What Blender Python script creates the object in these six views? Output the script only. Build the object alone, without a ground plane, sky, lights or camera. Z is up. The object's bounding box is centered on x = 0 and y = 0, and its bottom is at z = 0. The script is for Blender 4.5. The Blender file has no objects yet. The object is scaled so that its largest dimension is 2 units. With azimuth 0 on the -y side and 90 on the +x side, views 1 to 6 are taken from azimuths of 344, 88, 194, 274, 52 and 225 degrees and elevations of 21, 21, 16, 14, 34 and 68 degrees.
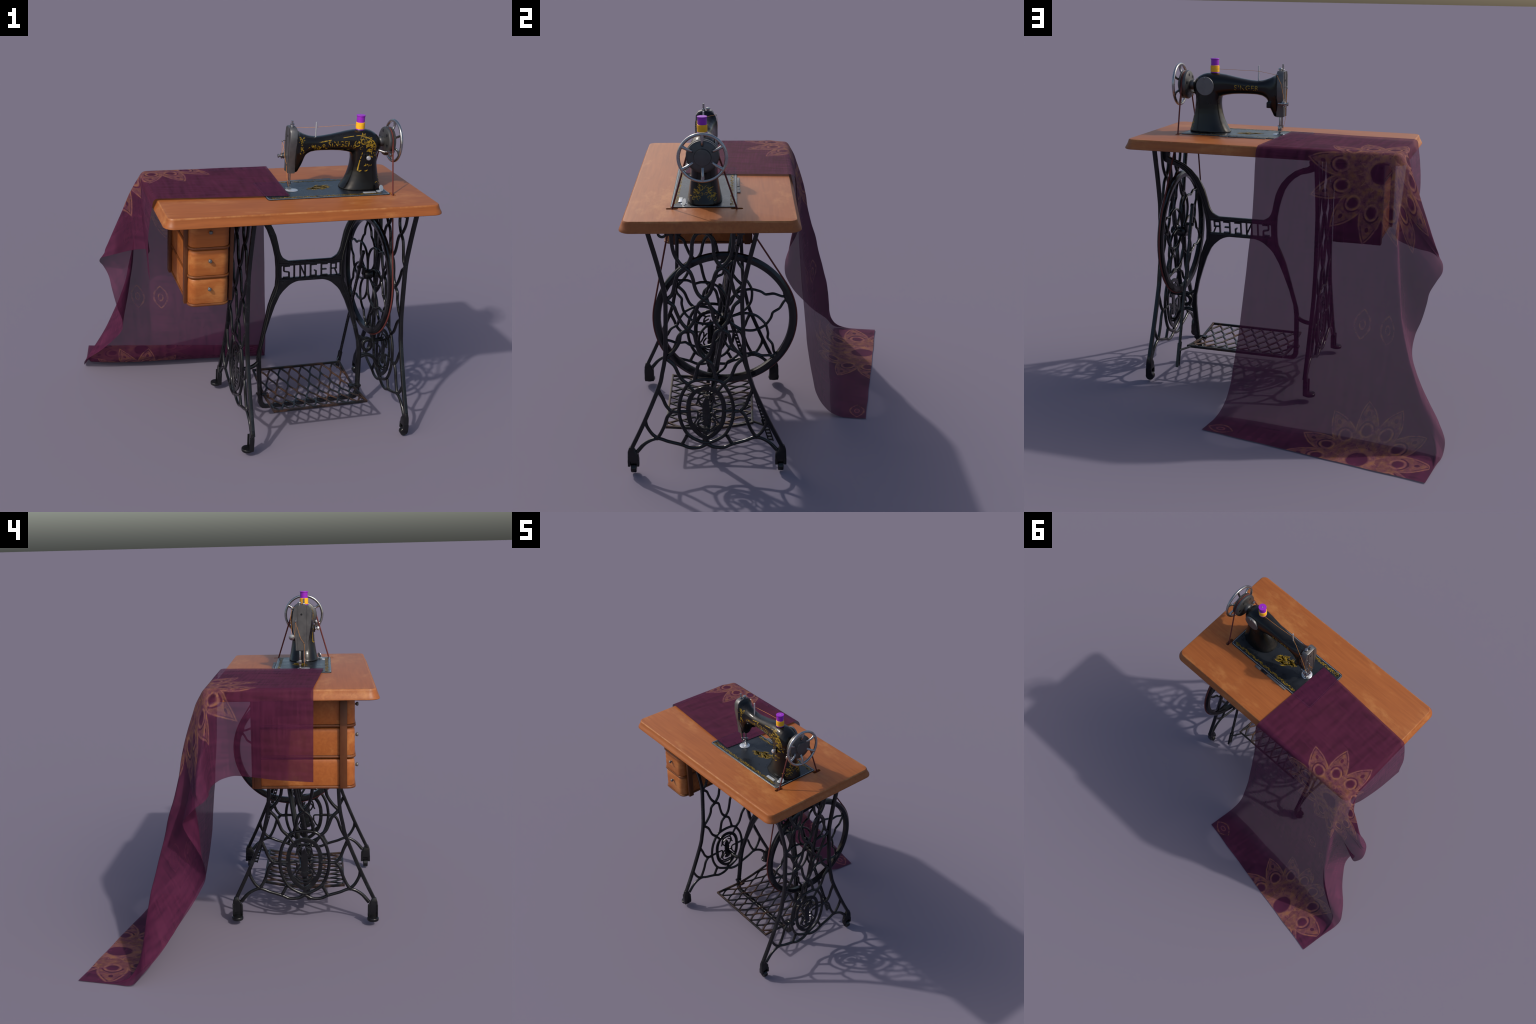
# A treadle sewing machine on its cast-iron stand, with a sheer cloth draped over the table.
import bpy, bmesh, math, random
import numpy as np
from mathutils import Vector, Matrix, noise
from mathutils.bvhtree import BVHTree

random.seed(7)

# ------------------------------------------------------------------ helpers
def hermite(knots, t):
    """Smooth curve through (t, x, y, z) knots; flat-limited tangents keep it from overshooting."""
    K = np.array(knots, float)
    T, P = K[:, 0], K[:, 1:]
    d = (P[1:] - P[:-1]) / (T[1:] - T[:-1])[:, None]
    m = np.zeros_like(P)
    m[0], m[-1] = d[0], d[-1]
    for i in range(1, len(T) - 1):
        h0, h1 = T[i] - T[i - 1], T[i + 1] - T[i]
        m[i] = (d[i - 1] * h1 + d[i] * h0) / (h0 + h1)
    t = np.clip(np.atleast_1d(np.asarray(t, float)), T[0], T[-1])
    i = np.clip(np.searchsorted(T, t, side="right") - 1, 0, len(T) - 2)
    h = T[i + 1] - T[i]
    u = ((t - T[i]) / h)[:, None]
    h = h[:, None]
    return ((2*u**3 - 3*u**2 + 1) * P[i] + (u**3 - 2*u**2 + u) * h * m[i]
            + (-2*u**3 + 3*u**2) * P[i + 1] + (u**3 - u**2) * h * m[i + 1])


def spline(points, per=6, closed=False):
    """Catmull-Rom through points."""
    P = [np.array(p, float) for p in points]
    n = len(P)
    out = []
    segs = n if closed else n - 1
    for i in range(segs):
        p1, p2 = P[i], P[(i + 1) % n]
        p0 = P[(i - 1) % n] if (closed or i > 0) else 2 * p1 - p2
        p3 = P[(i + 2) % n] if (closed or i + 2 < n) else 2 * p2 - p1
        for k in range(per):
            u = k / per
            out.append(0.5 * (2*p1 + (p2 - p0)*u + (2*p0 - 5*p1 + 4*p2 - p3)*u*u + (3*p1 - p0 - 3*p2 + p3)*u**3))
    if not closed:
        out.append(P[-1])
    return out


class Geo:
    """Collects vertices and faces of one mesh."""
    def __init__(self):
        self.v, self.f = [], []

    def add(self, v, f):
        o = len(self.v)
        self.v += [tuple(map(float, p)) for p in v]
        self.f += [tuple(i + o for i in q) for q in f]
        return self

    def sweep(self, path, section, up=None, closed=False, caps=True):
        """Sweep a section (list of (a, b) or function of the fraction along) along a path.
        a runs along `up` x tangent, b along `up`; without `up` a parallel frame is carried."""
        P = [np.array(p, float) for p in path]
        n = len(P)
        tang = []
        for i in range(n):
            a = P[(i - 1) % n] if (closed or i > 0) else P[i]
            b = P[(i + 1) % n] if (closed or i < n - 1) else P[i]
            t = b - a
            tang.append(t / (np.linalg.norm(t) + 1e-12))
        verts, nrm = [], None
        for i in range(n):
            t = tang[i]
            if up is not None:
                b = np.array(up, float)
                b = b - t * (b @ t)
                b /= np.linalg.norm(b) + 1e-12
            else:
                if nrm is None:
                    nrm = np.array([0, 0, 1.0]) if abs(t[2]) < 0.9 else np.array([1.0, 0, 0])
                b = nrm - t * (nrm @ t)
                b /= np.linalg.norm(b) + 1e-12
                nrm = b
            a = np.cross(b, t)
            sec = section(i / max(1, n - 1)) if callable(section) else section
            verts += [P[i] + a * s[0] + b * s[1] for s in sec]
        m = len(section(0) if callable(section) else section)
        faces = []
        for i in range(n if closed else n - 1):
            j = (i + 1) % n
            for k in range(m):
                l = (k + 1) % m
                faces.append((i*m + k, i*m + l, j*m + l, j*m + k))
        if caps and not closed:
            faces.append(tuple(reversed(range(m))))
            faces.append(tuple(range((n - 1)*m, n*m)))
        return self.add(verts, faces)

    def tube(self, path, r, seg=10, closed=False):
        if callable(r):
            sec = lambda u: circle(r(u), seg)
        else:
            sec = circle(r, seg)
        return self.sweep(path, sec, closed=closed)

    def lathe(self, profile, origin, axis, seg=32):
        """Revolve (radius, height) pairs about an axis."""
        axis = Vector(axis).normalized()
        q = Vector((0, 0, 1)).rotation_difference(axis)
        v, f, m = [], [], len(profile)
        for i in range(seg):
            a = 2 * math.pi * i / seg
            for r, h in profile:
                p = q @ Vector((r * math.cos(a), r * math.sin(a), h)) + Vector(origin)
                v.append(tuple(p))
        for i in range(seg):
            j = (i + 1) % seg
            for k in range(m - 1):
                f.append((i*m + k, j*m + k, j*m + k + 1, i*m + k + 1))
        f.append(tuple(i*m for i in reversed(range(seg))))
        f.append(tuple(i*m + m - 1 for i in range(seg)))
        return self.add(v, f)

    def box(self, lo, hi):
        (a, b, c), (d, e, g) = lo, hi
        v = [(a, b, c), (d, b, c), (d, e, c), (a, e, c), (a, b, g), (d, b, g), (d, e, g), (a, e, g)]
        return self.add(v, [(3, 2, 1, 0), (4, 5, 6, 7), (0, 1, 5, 4), (1, 2, 6, 5), (2, 3, 7, 6), (3, 0, 4, 7)])

    def loft(self, rings, caps=True):
        m = len(rings[0])
        v = [p for r in rings for p in r]
        f = []
        for i in range(len(rings) - 1):
            for k in range(m):
                l = (k + 1) % m
                f.append((i*m + k, i*m + l, (i + 1)*m + l, (i + 1)*m + k))
        if caps:
            f.append(tuple(reversed(range(m))))
            f.append(tuple(range((len(rings) - 1)*m, len(rings)*m)))
        return self.add(v, f)


def circle(r, seg=10):
    return [(r * math.cos(2*math.pi*i/seg), r * math.sin(2*math.pi*i/seg)) for i in range(seg)]


def oval(a, b, seg=10):
    return [(a * math.cos(2*math.pi*i/seg), b * math.sin(2*math.pi*i/seg)) for i in range(seg)]


def round_rect(a, b, r, per=3):
    """Rounded rectangle section, half sizes a, b."""
    out = []
    for sx, sy, s in ((1, 1, 0), (-1, 1, 90), (-1, -1, 180), (1, -1, 270)):
        for k in range(per + 1):
            t = math.radians(s + 90 * k / per)
            out.append((sx*(a - r) + r*math.cos(t), sy*(b - r) + r*math.sin(t)))
    return out


def make(name, geo, mat, parent=None, smooth=True, angle=40, bevel=0, stuff=False):
    me = bpy.data.meshes.new(name)
    me.from_pydata(geo.v, [], geo.f)
    bm = bmesh.new()
    bm.from_mesh(me)
    bmesh.ops.recalc_face_normals(bm, faces=bm.faces)
    bm.to_mesh(me)
    bm.free()
    me.materials.append(mat)
    ob = bpy.data.objects.new(name, me)
    bpy.context.collection.objects.link(ob)
    if bevel:
        b = ob.modifiers.new("bevel", "BEVEL")
        b.width, b.segments, b.limit_method, b.angle_limit = bevel, 2, "ANGLE", math.radians(35)
        bake(ob)
    if smooth:
        ob.data.shade_smooth()
        ob.data.set_sharp_from_angle(angle=math.radians(angle))
    if parent:
        ob.parent = parent
    if stuff:
        ob["kind"] = "stuff"
    return ob


def bake(ob):
    """Replace the mesh by its modified form."""
    dg = bpy.context.evaluated_depsgraph_get()
    me = bpy.data.meshes.new_from_object(ob.evaluated_get(dg))
    old = ob.data
    ob.modifiers.clear()
    ob.data = me
    bpy.data.meshes.remove(old)


def share(ob, location, name=None, scale=None):
    c = ob.copy()
    c.location = location
    if scale:
        c.scale = scale
    bpy.context.collection.objects.link(c)
    return c


def fill_outline(name, loops, depth, bevel, place, mat, parent):
    """Extruded plate from 2D loops (the first is the outline, the others holes)."""
    cu = bpy.data.curves.new(name, "CURVE")
    cu.dimensions, cu.fill_mode = "2D", "BOTH"
    cu.extrude, cu.bevel_depth, cu.bevel_resolution, cu.offset = depth, bevel, 1, -bevel
    for loop in loops:
        s = cu.splines.new("POLY")
        s.points.add(len(loop) - 1)
        for p, (x, y) in zip(s.points, loop):
            p.co = (x, y, 0, 1)
        s.use_cyclic_u = True
    tmp = bpy.data.objects.new(name, cu)
    bpy.context.collection.objects.link(tmp)
    dg = bpy.context.evaluated_depsgraph_get()
    me = bpy.data.meshes.new_from_object(tmp.evaluated_get(dg))
    bpy.data.objects.remove(tmp)
    bpy.data.curves.remove(cu)
    for v in me.vertices:
        v.co = place(v.co)
    me.materials.clear()
    me.materials.append(mat)
    ob = bpy.data.objects.new(name, me)
    bpy.context.collection.objects.link(ob)
    me.shade_smooth()
    me.set_sharp_from_angle(angle=math.radians(40))
    ob.parent = parent
    return ob


# ------------------------------------------------------------------ the draped cloth as a ruled sheet
# Three guide lines run the length of the cloth: its free right edge, the line where it bends over
# the table's left side (which goes on as the ridge of the hanging fold), and its free left edge.
T_END = 2.42
RIGHT_EDGE = [(0, .134, -.51, 1.553), (.3, .152, -.205, 1.553), (.55, .168, .06, 1.553), (.61, .172, .124, 1.550),
              (.645, .176, .141, 1.528), (.70, .178, .148, 1.47), (.87, .182, .156, 1.30), (1.01, .187, .165, 1.16),
              (1.27, .207, .184, .905), (1.52, .227, .206, .658), (1.67, .24, .221, .51), (1.82, .255, .24, .36),
              (1.93, .267, .26, .248), (2.04, .277, .288, .148), (2.14, .292, .338, .064), (2.21, .307, .388, .022),
              (2.27, .32, .443, .004), (2.42, .344, .597, .003)]
BEND_LINE = [(0, -.662, -.455, 1.555), (.25, -.662, -.21, 1.555), (.47, -.655, .01, 1.555), (.56, -.642, .085, 1.553),
             (.61, -.635, .128, 1.547), (.66, -.624, .155, 1.50), (.75, -.622, .186, 1.419), (.885, -.631, .227, 1.293),
             (1.0, -.639, .254, 1.185), (1.12, -.657, .277, 1.073), (1.245, -.677, .307, .952), (1.355, -.695, .338, .847),
             (1.465, -.711, .361, .742), (1.685, -.765, .412, .536), (1.845, -.817, .445, .391), (2.0, -.870, .465, .25),
             (2.1, -.908, .474, .145), (2.18, -.94, .495, .06), (2.26, -.95, .57, .008), (2.42, -.90, .83, .003)]
LEFT_EDGE = [(0, -.685, -.451, 1.05), (.22, -.662, -.23, 1.06), (.36, -.635, -.09, 1.07), (.44, -.613, -.01, 1.068), (.50, -.635, .05, 1.055),
             (.57, -.695, .088, 1.04), (.65, -.757, .102, 1.025), (.75, -.833, .102, 1.009), (.80, -.875, .121, .993),
             (.85, -.90, .16, .97), (.91, -.905, .2, .93), (.97, -.88, .233, .887), (1.06, -.844, .222, .811),
             (1.13, -.832, .19, .745), (1.2, -.817, .155, .675), (1.28, -.80, .134, .61), (1.37, -.773, .138, .53),
             (1.45, -.765, .17, .455), (1.61, -.81, .252, .335), (1.74, -.873, .322, .24), (1.89, -.955, .4, .139),
             (1.99, -.998, .468, .07), (2.08, -.996, .525, .012), (2.2, -.972, .63, .003), (2.42, -.934, .836, .003)]


# Between t = .48 and .85 a second, slanting fold runs from the table's corner to the tip of the flap.
FLAP_FOLD = [(.48, -.660, .022, 1.55), (.52, -.688, .075, 1.495), (.56, -.712, .108, 1.43), (.61, -.742, .115, 1.36), (.66, -.775, .126, 1.275),
             (.71, -.806, .138, 1.20), (.76, -.844, .153, 1.105), (.81, -.883, .16, 1.01), (.85, -.902, .163, .968)]


# How deep the sheet hollows between the ridge and its free edge (t, depth).
HOLLOW = [(0, 0, 0, 0), (.55, 0, 0, 0), (.62, -.004, 0, 0), (.72, -.004, 0, 0), (.80, .004, 0, 0), (.87, .02, 0, 0), (.95, .038, 0, 0), (1.04, .058, 0, 0), (1.15, .065, 0, 0),
          (1.3, .045, 0, 0), (1.45, .012, 0, 0), (1.6, 0, 0, 0), (2.42, 0, 0, 0)]


def cloth_rows(nt=420, ns_top=110, n_fold=36, n_side=40):
    """Grid of points, with the cloth's own flat coordinates (metres across, metres along)."""
    ts = np.linspace(0, T_END, nt)
    R, G, E = hermite(RIGHT_EDGE, ts), hermite(BEND_LINE, ts), hermite(LEFT_EDGE, ts)
    M, H = hermite(FLAP_FOLD, ts), hermite(HOLLOW, ts)
    rows, flat = [], []
    for i, t in enumerate(ts):
        r, g, m, e = R[i], G[i], M[i], E[i]
        if t < .52:                                            # before the flap: plain hanging side
            w = min(1, max(0, (t - .36) / .15))
            side = g * .8 + e * .2
            side[0] = g[0] - .014
            m = side * (1 - w) + m * w
        if t > .80:                                            # past its tip: a plain fold
            w = min(1, max(0, (t - .80) / .14))
            m = m * (1 - w) + (g * .45 + e * .55) * w
        if t > .6:
            g = g + np.array((0, .010 * min(1, (t - .6) / .1, max(0, (2.2 - t) / .2)), 0))
        lt, l1, l2 = np.linalg.norm(r - g), np.linalg.norm(m - g), np.linalg.norm(e - m)
        k = min(.018 if t > .65 else .028, .4 * l1, .4 * lt)  # bending radii of the folds
        k2 = min(.03, .4 * l1, .4 * l2)
        dm, de, dr = (m - g) / l1, (e - m) / l2, (r - g) / lt
        a, b = g + dr * k, g + dm * k
        c, d = m - dm * k2, m + de * k2
        corner = lambda p, q, s, n: [(1-u)**2 * p + 2*u*(1-u) * q + u*u * s for u in np.linspace(0, 1, n, endpoint=False)]
        h = min(1, max(0, (t - .62) / .15)) * (1 - min(1, max(0, (t - 2.12) / .2)))
        pts = []
        for u in np.linspace(0, 1, ns_top, endpoint=False):    # the wide panel swings out towards the ridge
            q = r + (a - r) * u
            q[1] = r[1] + (a[1] - r[1]) * ((1 - h) * u + h * (.37 * u + .63 * u ** 10))
            pts.append(q)
        pts += corner(a, g, b, 12)
        fold = [b + (c - b) * u for u in np.linspace(0, 1, n_fold, endpoint=False)]
        fold += corner(c, m, d, 10)
        fold += [d + (e - d) * u for u in np.linspace(0, 1, n_side)]
        run = np.concatenate([[0], np.cumsum(np.linalg.norm(np.diff(np.array(fold), axis=0), axis=1))])
        span = l1 if .5 < t < .85 else run[-1]
        for q, u in zip(fold, run / span):
            if u < 1:
                q = q + np.array((.55, -.83, 0)) * H[i][0] * math.sin(math.pi * u ** .85) ** 1.5
            if t < .5:
                q = q - np.array((.014 * math.sin(math.pi * min(1, u)) ** 2 * min(1, (.5 - t) / .15), 0, 0))
            pts.append(q)
        pts = np.array(pts)
        s = np.concatenate([[0], np.cumsum(np.linalg.norm(np.diff(pts, axis=0), axis=1))])
        rows.append(pts)
        flat.append(np.stack([s, np.full(len(s), t)], 1))
    return np.array(rows), np.array(flat)

# ------------------------------------------------------------------ materials
class Nodes:
    """Small builder for node trees."""
    def __init__(self, name):
        self.m = bpy.data.materials.new(name)
        self.m.use_nodes = True
        self.t = self.m.node_tree
        self.n = self.t.nodes
        self.b = self.n["Principled BSDF"]
        self.out = self.n["Material Output"]

    def node(self, kind, **kw):
        x = self.n.new(kind)
        for k, v in kw.items():
            if k.startswith("_"):
                setattr(x, k[1:], v)
        for k, v in kw.items():
            if not k.startswith("_"):
                self.put(x.inputs[int(k[1:])] if k[0] == "i" and k[1:].isdigit() else x.inputs[k.replace("__", " ")], v)
        return x

    def put(self, socket, v):
        if hasattr(v, "bl_idname") and "Socket" in v.bl_idname:
            self.t.links.new(v, socket)
        elif isinstance(v, bpy.types.Node):
            self.t.links.new(v.outputs[0], socket)
        else:
            socket.default_value = v

    def math(self, op, a, b=0.0, c=None, clamp=False):
        x = self.node("ShaderNodeMath", _operation=op, _use_clamp=clamp, i0=a, i1=b)
        if c is not None:
            self.put(x.inputs[2], c)
        return x.outputs[0]

    def coords(self, scale=(1, 1, 1), which="Object", loc=(0, 0, 0)):
        tc = self.node("ShaderNodeTexCoord")
        return self.node("ShaderNodeMapping", Vector=tc.outputs[which], Scale=scale, Location=loc).outputs[0]

    def noise(self, vec, scale, detail=4, rough=.55, dist=0.0):
        return self.node("ShaderNodeTexNoise", Vector=vec, Scale=scale, Detail=detail, Roughness=rough, Distortion=dist).outputs[0]

    def ramp(self, fac, stops, mode="LINEAR"):
        r = self.node("ShaderNodeValToRGB", Fac=fac)
        e = r.color_ramp.elements
        r.color_ramp.interpolation = mode
        while len(e) < len(stops):
            e.new(.5)
        for x, (p, c) in zip(e, stops):
            x.position = p
            x.color = (*c, 1) if len(c) == 3 else c
        return r.outputs[0]

    def step(self, x, lo, hi):
        return self.node("ShaderNodeMapRange", _clamp=True, _interpolation_type="SMOOTHSTEP", Value=x, From__Min=lo, From__Max=hi).outputs[0]

    def mix(self, fac, a, b, blend="MIX"):
        x = self.node("ShaderNodeMix", _data_type="RGBA", _blend_type=blend)
        self.put(x.inputs[0], fac)
        self.put(x.inputs[6], a)
        self.put(x.inputs[7], b)
        return x.outputs[2]

    def bump(self, height, strength=.3, dist=.002):
        self.put(self.b.inputs["Normal"], self.node("ShaderNodeBump", Height=height, Strength=strength, Distance=dist).outputs[0])

    def set(self, **kw):
        for k, v in kw.items():
            self.put(self.b.inputs[k.replace("__", " ")], v)
        return self.m


def rgb(r, g, b):
    """8-bit display colour to linear."""
    f = lambda c: (c / 255 / 12.92) if c <= 10 else ((c / 255 + .055) / 1.055) ** 2.4
    return (f(r), f(g), f(b), 1)


def iron(name, rust=0.0):
    k = Nodes(name)
    v = k.coords()
    worn = k.noise(v, 14, 6, .65)
    col = k.ramp(worn, [(.3, (.004, .004, .0048)), (.55, (.0075, .008, .0095)), (.75, (.016, .019, .021))])
    if rust:
        patch = k.step(k.noise(k.coords(loc=(3, 1, 2)), 9, 5, .6), .5 - rust * .2, .72 - rust * .2)
        speck = k.noise(v, 60, 3, .6)
        col = k.mix(patch, col, k.ramp(speck, [(.3, (.03, .014, .009)), (.7, (.085, .038, .02))]))
        k.put(k.b.inputs["Roughness"], k.math("MULTIPLY_ADD", patch, .3, .36))
    else:
        k.put(k.b.inputs["Roughness"], k.ramp(worn, [(.3, (.16, .16, .16)), (.7, (.3, .3, .3))]))
    k.bump(k.noise(v, 90, 4, .6), .25, .0015)
    return k.set(Base__Color=col, Metallic=.1, Specular__IOR__Level=.42)


def wood(name, along, tint=1.0, dark=0.0, rim=0.0):
    """Stained wood; `along` is the grain's axis."""
    k = Nodes(name)
    s = [26, 26, 26]
    s["xyz".index(along)] = 1.6
    v = k.coords(tuple(s))
    warp = k.noise(k.coords((1, 1.6, 1)), 4.5, 5, .65)
    grain = k.noise(v, 2.2, 6, .62, .4)
    fine = k.noise(k.coords(tuple(x * 5 for x in s)), 3, 3, .7)
    broad = k.noise(k.coords(tuple(.6 if a == along else 1.3 for a in "xyz"), loc=(5, 2, 1)), 5.5, 6, .68)
    c = lambda r, g, b: (r * tint, g * tint, b * tint)
    col = k.ramp(grain, [(.25, c(.235, .066, .0135)), (.5, c(.285, .083, .0175)), (.75, c(.325, .10, .023))])
    col = k.mix(k.math("MULTIPLY", k.step(broad, .5, .72), .85), col, (*c(.40, .158, .045), 1))
    col = k.mix(k.math("MULTIPLY", k.step(warp, .55, .75), .45), col, (*c(.185, .047, .012), 1))
    col = k.mix(k.math("MULTIPLY", k.step(fine, .58, .8), .3), col, (*c(.13, .032, .009), 1))
    if dark:
        col = k.mix(dark, col, (.05, .014, .006, 1))
    if rim:                                                   # varnish worn pale along the table's upper edge
        z = k.node("ShaderNodeSeparateXYZ", Vector=k.node("ShaderNodeTexCoord").outputs["Object"]).outputs[2]
        on = k.math("MULTIPLY", k.step(z, rim - .0105, rim - .006), k.math("SUBTRACT", 1.0, k.step(z, rim - .0013, rim - .0002)))
        chip = k.step(k.noise(k.coords((1, 1, .2)), 12, 6, .7), .38, .66)
        col = k.mix(k.math("MULTIPLY", k.math("MULTIPLY", on, chip), .5), col, (.47, .23, .085, 1))
    k.bump(k.math("ADD", grain, k.math("MULTIPLY", fine, .5)), .12, .0012)
    return k.set(Base__Color=col, Roughness=.45, Specular__IOR__Level=.35)


def enamel(name, base=(.0032, .003, .003), rough=.22):
    k = Nodes(name)
    n = k.noise(k.coords(), 11, 5, .6)
    col = k.ramp(n, [(.35, base), (.8, tuple(c * 2.2 for c in base))])
    k.put(k.b.inputs["Roughness"], k.ramp(n, [(.3, (rough - .05,) * 3), (.75, (rough + .08,) * 3)]))
    return k.set(Base__Color=col, Specular__IOR__Level=.36)


def steel(name, base=.42, rough=.28, metal=.9):
    k = Nodes(name)
    n = k.noise(k.coords(), 30, 5, .65)
    col = k.ramp(n, [(.3, (base * .8, base * .8, base * .82)), (.6, (base, base, base * 1.01)), (.8, (base * 1.1,) * 3)])
    k.put(k.b.inputs["Roughness"], k.ramp(n, [(.3, (rough - .04,) * 3), (.75, (rough + .14,) * 3)]))
    k.bump(k.noise(k.coords(), 60, 3, .6), .05, .0006)
    return k.set(Base__Color=col, Metallic=metal)


def plain(name, col, rough=.5, vary=.15, metal=0.0, scale=40, **kw):
    k = Nodes(name)
    n = k.noise(k.coords(), scale, 4, .6)
    a = tuple(c * (1 - vary) for c in col[:3])
    b = tuple(min(1, c * (1 + vary)) for c in col[:3])
    return k.set(Base__Color=k.ramp(n, [(.3, a), (.7, b)]), Roughness=rough, Metallic=metal, **kw)


def gilding(name):
    """Worn gold transfer on black enamel."""
    k = Nodes(name)
    n = k.noise(k.coords(), 120, 4, .7)
    wear = k.step(k.noise(k.coords(loc=(1, 4, 2)), 22, 4, .65), .5, .68)
    gold = k.ramp(n, [(.25, (.17, .095, .003)), (.6, (.36, .225, .008)), (.8, (.46, .31, .016))])
    return k.set(Base__Color=k.mix(wear, gold, (.07, .045, .006, 1)), Roughness=.45, Metallic=.2)


def braided(name, col):
    k = Nodes(name)
    w = k.node("ShaderNodeTexWave", Vector=k.coords((1, 1, 1)), Scale=60, Distortion=1.0, _bands_direction="Z")
    c = k.ramp(w.outputs[0], [(.2, tuple(x * .5 for x in col)), (.8, col)])
    return k.set(Base__Color=c, Roughness=.8)


def sheer_cloth():
    """Purple voile: woven bands, and large rosettes laid out in the cloth's own flat coordinates."""
    k = Nodes("sheer_cloth")
    tc = k.node("ShaderNodeTexCoord").outputs["UV"]
    sep = k.node("ShaderNodeSeparateXYZ", Vector=tc)
    X, Y = sep.outputs[0], sep.outputs[1]
    pi = math.pi

    def lens(dx, dy, ha, hb):
        """1 inside a pointed leaf of half length ha (along dy) and half width hb, 0 outside: distance-like value."""
        q = k.math("DIVIDE", dy, ha)
        w = k.math("SUBTRACT", 1.0, k.math("MULTIPLY", q, q))
        return k.math("SUBTRACT", w, k.math("DIVIDE", k.math("ABSOLUTE", dx), hb))     # >0 inside

    def ellipse(dx, dy, a, b):
        qx, qy = k.math("DIVIDE", dx, a), k.math("DIVIDE", dy, b)
        return k.math("SQRT", k.math("ADD", k.math("MULTIPLY", qx, qx), k.math("MULTIPLY", qy, qy)))   # 1 on the rim

    def band(x, lo, hi, soft):
        return k.math("MULTIPLY", k.step(x, lo - soft, lo + soft), k.math("SUBTRACT", 1.0, k.step(x, hi - soft, hi + soft)))

    wob = k.noise(tc, 9, 2, .5)
    fig = None
    gold_total = None
    for cx, cy, sy, turn, rad in ((.722, .72, 1.0, -9, .425), (.905, 2.375, 1.18, 9, .40)):
        dx = k.math("SUBTRACT", X, cx)
        dy = k.math("MULTIPLY", k.math("SUBTRACT", Y, cy), sy)
        r = k.math("MULTIPLY", k.math("SQRT", k.math("ADD", k.math("MULTIPLY", dx, dx), k.math("MULTIPLY", dy, dy))), .425 / rad)
        r = k.math("ADD", r, k.math("MULTIPLY_ADD", wob, .016, -.008))
        ang = k.math("ADD", k.math("ARCTAN2", dx, dy), math.radians(-turn))
        seg = 2 * pi / 12
        fold = k.math("SUBTRACT", k.math("MODULO", k.math("ADD", ang, seg / 2 + 4 * pi), seg), seg / 2)
        side = k.math("MULTIPLY", fold, r)                       # sideways distance from the petal's mid line
        # pointed petal from r = .09 to .425
        petal = lens(side, k.math("SUBTRACT", r, .245), .183, .074)
        inside = k.step(petal, -.02, .16)
        eye = ellipse(side, k.math("SUBTRACT", r, .232), .03, .036)
        bead = ellipse(side, k.math("SUBTRACT", r, .335), .012, .018)
        holes = k.math("MAXIMUM", k.math("SUBTRACT", 1.0, k.step(eye, .7, 1.1)), k.math("SUBTRACT", 1.0, k.step(bead, .6, 1.1)))
        arch = band(eye, 1.40, 1.68, .12)                        # dark arch round the eye
        arch = k.math("MULTIPLY", arch, k.step(r, .235, .25))
        vein = k.math("MULTIPLY", band(petal, .18, .30, .06), k.step(r, .31, .33))
        body = k.math("MULTIPLY", inside, k.math("SUBTRACT", 1.0, k.math("MAXIMUM", holes, k.math("MAXIMUM", arch, k.math("MULTIPLY", vein, .8))), clamp=True))
        rimline = k.math("SUBTRACT", 1.0, k.step(petal, .14, .26))
        halo = band(eye, 1.0, 1.4, .12)
        body = k.math("MULTIPLY", body, k.math("MAXIMUM", k.math("MAXIMUM", rimline, halo), k.math("MULTIPLY_ADD", k.noise(tc, 40, 3, .6), 1.3, -.1, clamp=True)))
        # filled heart with small dark cells
        heart = k.math("SUBTRACT", 1.0, k.step(r, .19, .215))
        cell = ellipse(k.math("MULTIPLY", k.math("SUBTRACT", k.math("MODULO", k.math("ADD", ang, 4 * pi), seg), seg / 2), r),
                       k.math("SUBTRACT", r, .135), .02, .026)
        core = k.math("SUBTRACT", 1.0, k.step(r, .052, .064))
        heart = k.math("MULTIPLY", heart, k.math("SUBTRACT", 1.0, k.math("MAXIMUM", core, k.math("SUBTRACT", 1.0, k.step(cell, .7, 1.0)))))
        ring = band(r, .064, .105, .006)
        f = k.math("MAXIMUM", k.math("MULTIPLY", k.math("MAXIMUM", body, k.math("MULTIPLY", heart, k.math("MULTIPLY_ADD", k.noise(tc, 34, 2, .5), 1.6, -.35, clamp=True))), 1.0), ring)
        f = k.math("MULTIPLY", f, k.math("SUBTRACT", 1.0, core))
        fig = f if fig is None else k.math("MAXIMUM", fig, f)
    for cx, cy, ha, hb, along in ((.727, 1.595, .098, .056, 1), (.887, 1.605, .098, .056, 1), (.09, 2.365, .08, .05, 0)):
        dx, dy = k.math("SUBTRACT", X, cx), k.math("SUBTRACT", Y, cy)
        if not along:
            dx, dy = dy, dx
        p = lens(dx, dy, ha, hb)
        f = k.math("MAXIMUM", band(p, .05, .28, .05), band(ellipse(dx, dy, hb * .35, ha * .35), .6, 1.0, .08))
        fig = k.math("MAXIMUM", fig, k.math("MULTIPLY", f, k.math("MULTIPLY_ADD", k.noise(tc, 30, 3, .6), 1.8, -.45, clamp=True)))
    # colours
    mott = k.noise(tc, 26, 3, .6)
    motif = k.ramp(mott, [(.30, (.13, .042, .08)), (.45, (.27, .11, .095)), (.58, (.36, .165, .085)), (.74, (.42, .19, .03))])
    stripe = k.noise(k.node("ShaderNodeMapping", Vector=tc, Scale=(2.5, 34, 1)).outputs[0], 2.0, 4, .6)
    check = k.noise(k.node("ShaderNodeMapping", Vector=tc, Scale=(20, 3, 1)).outputs[0], 1.6, 2, .5)
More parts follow.
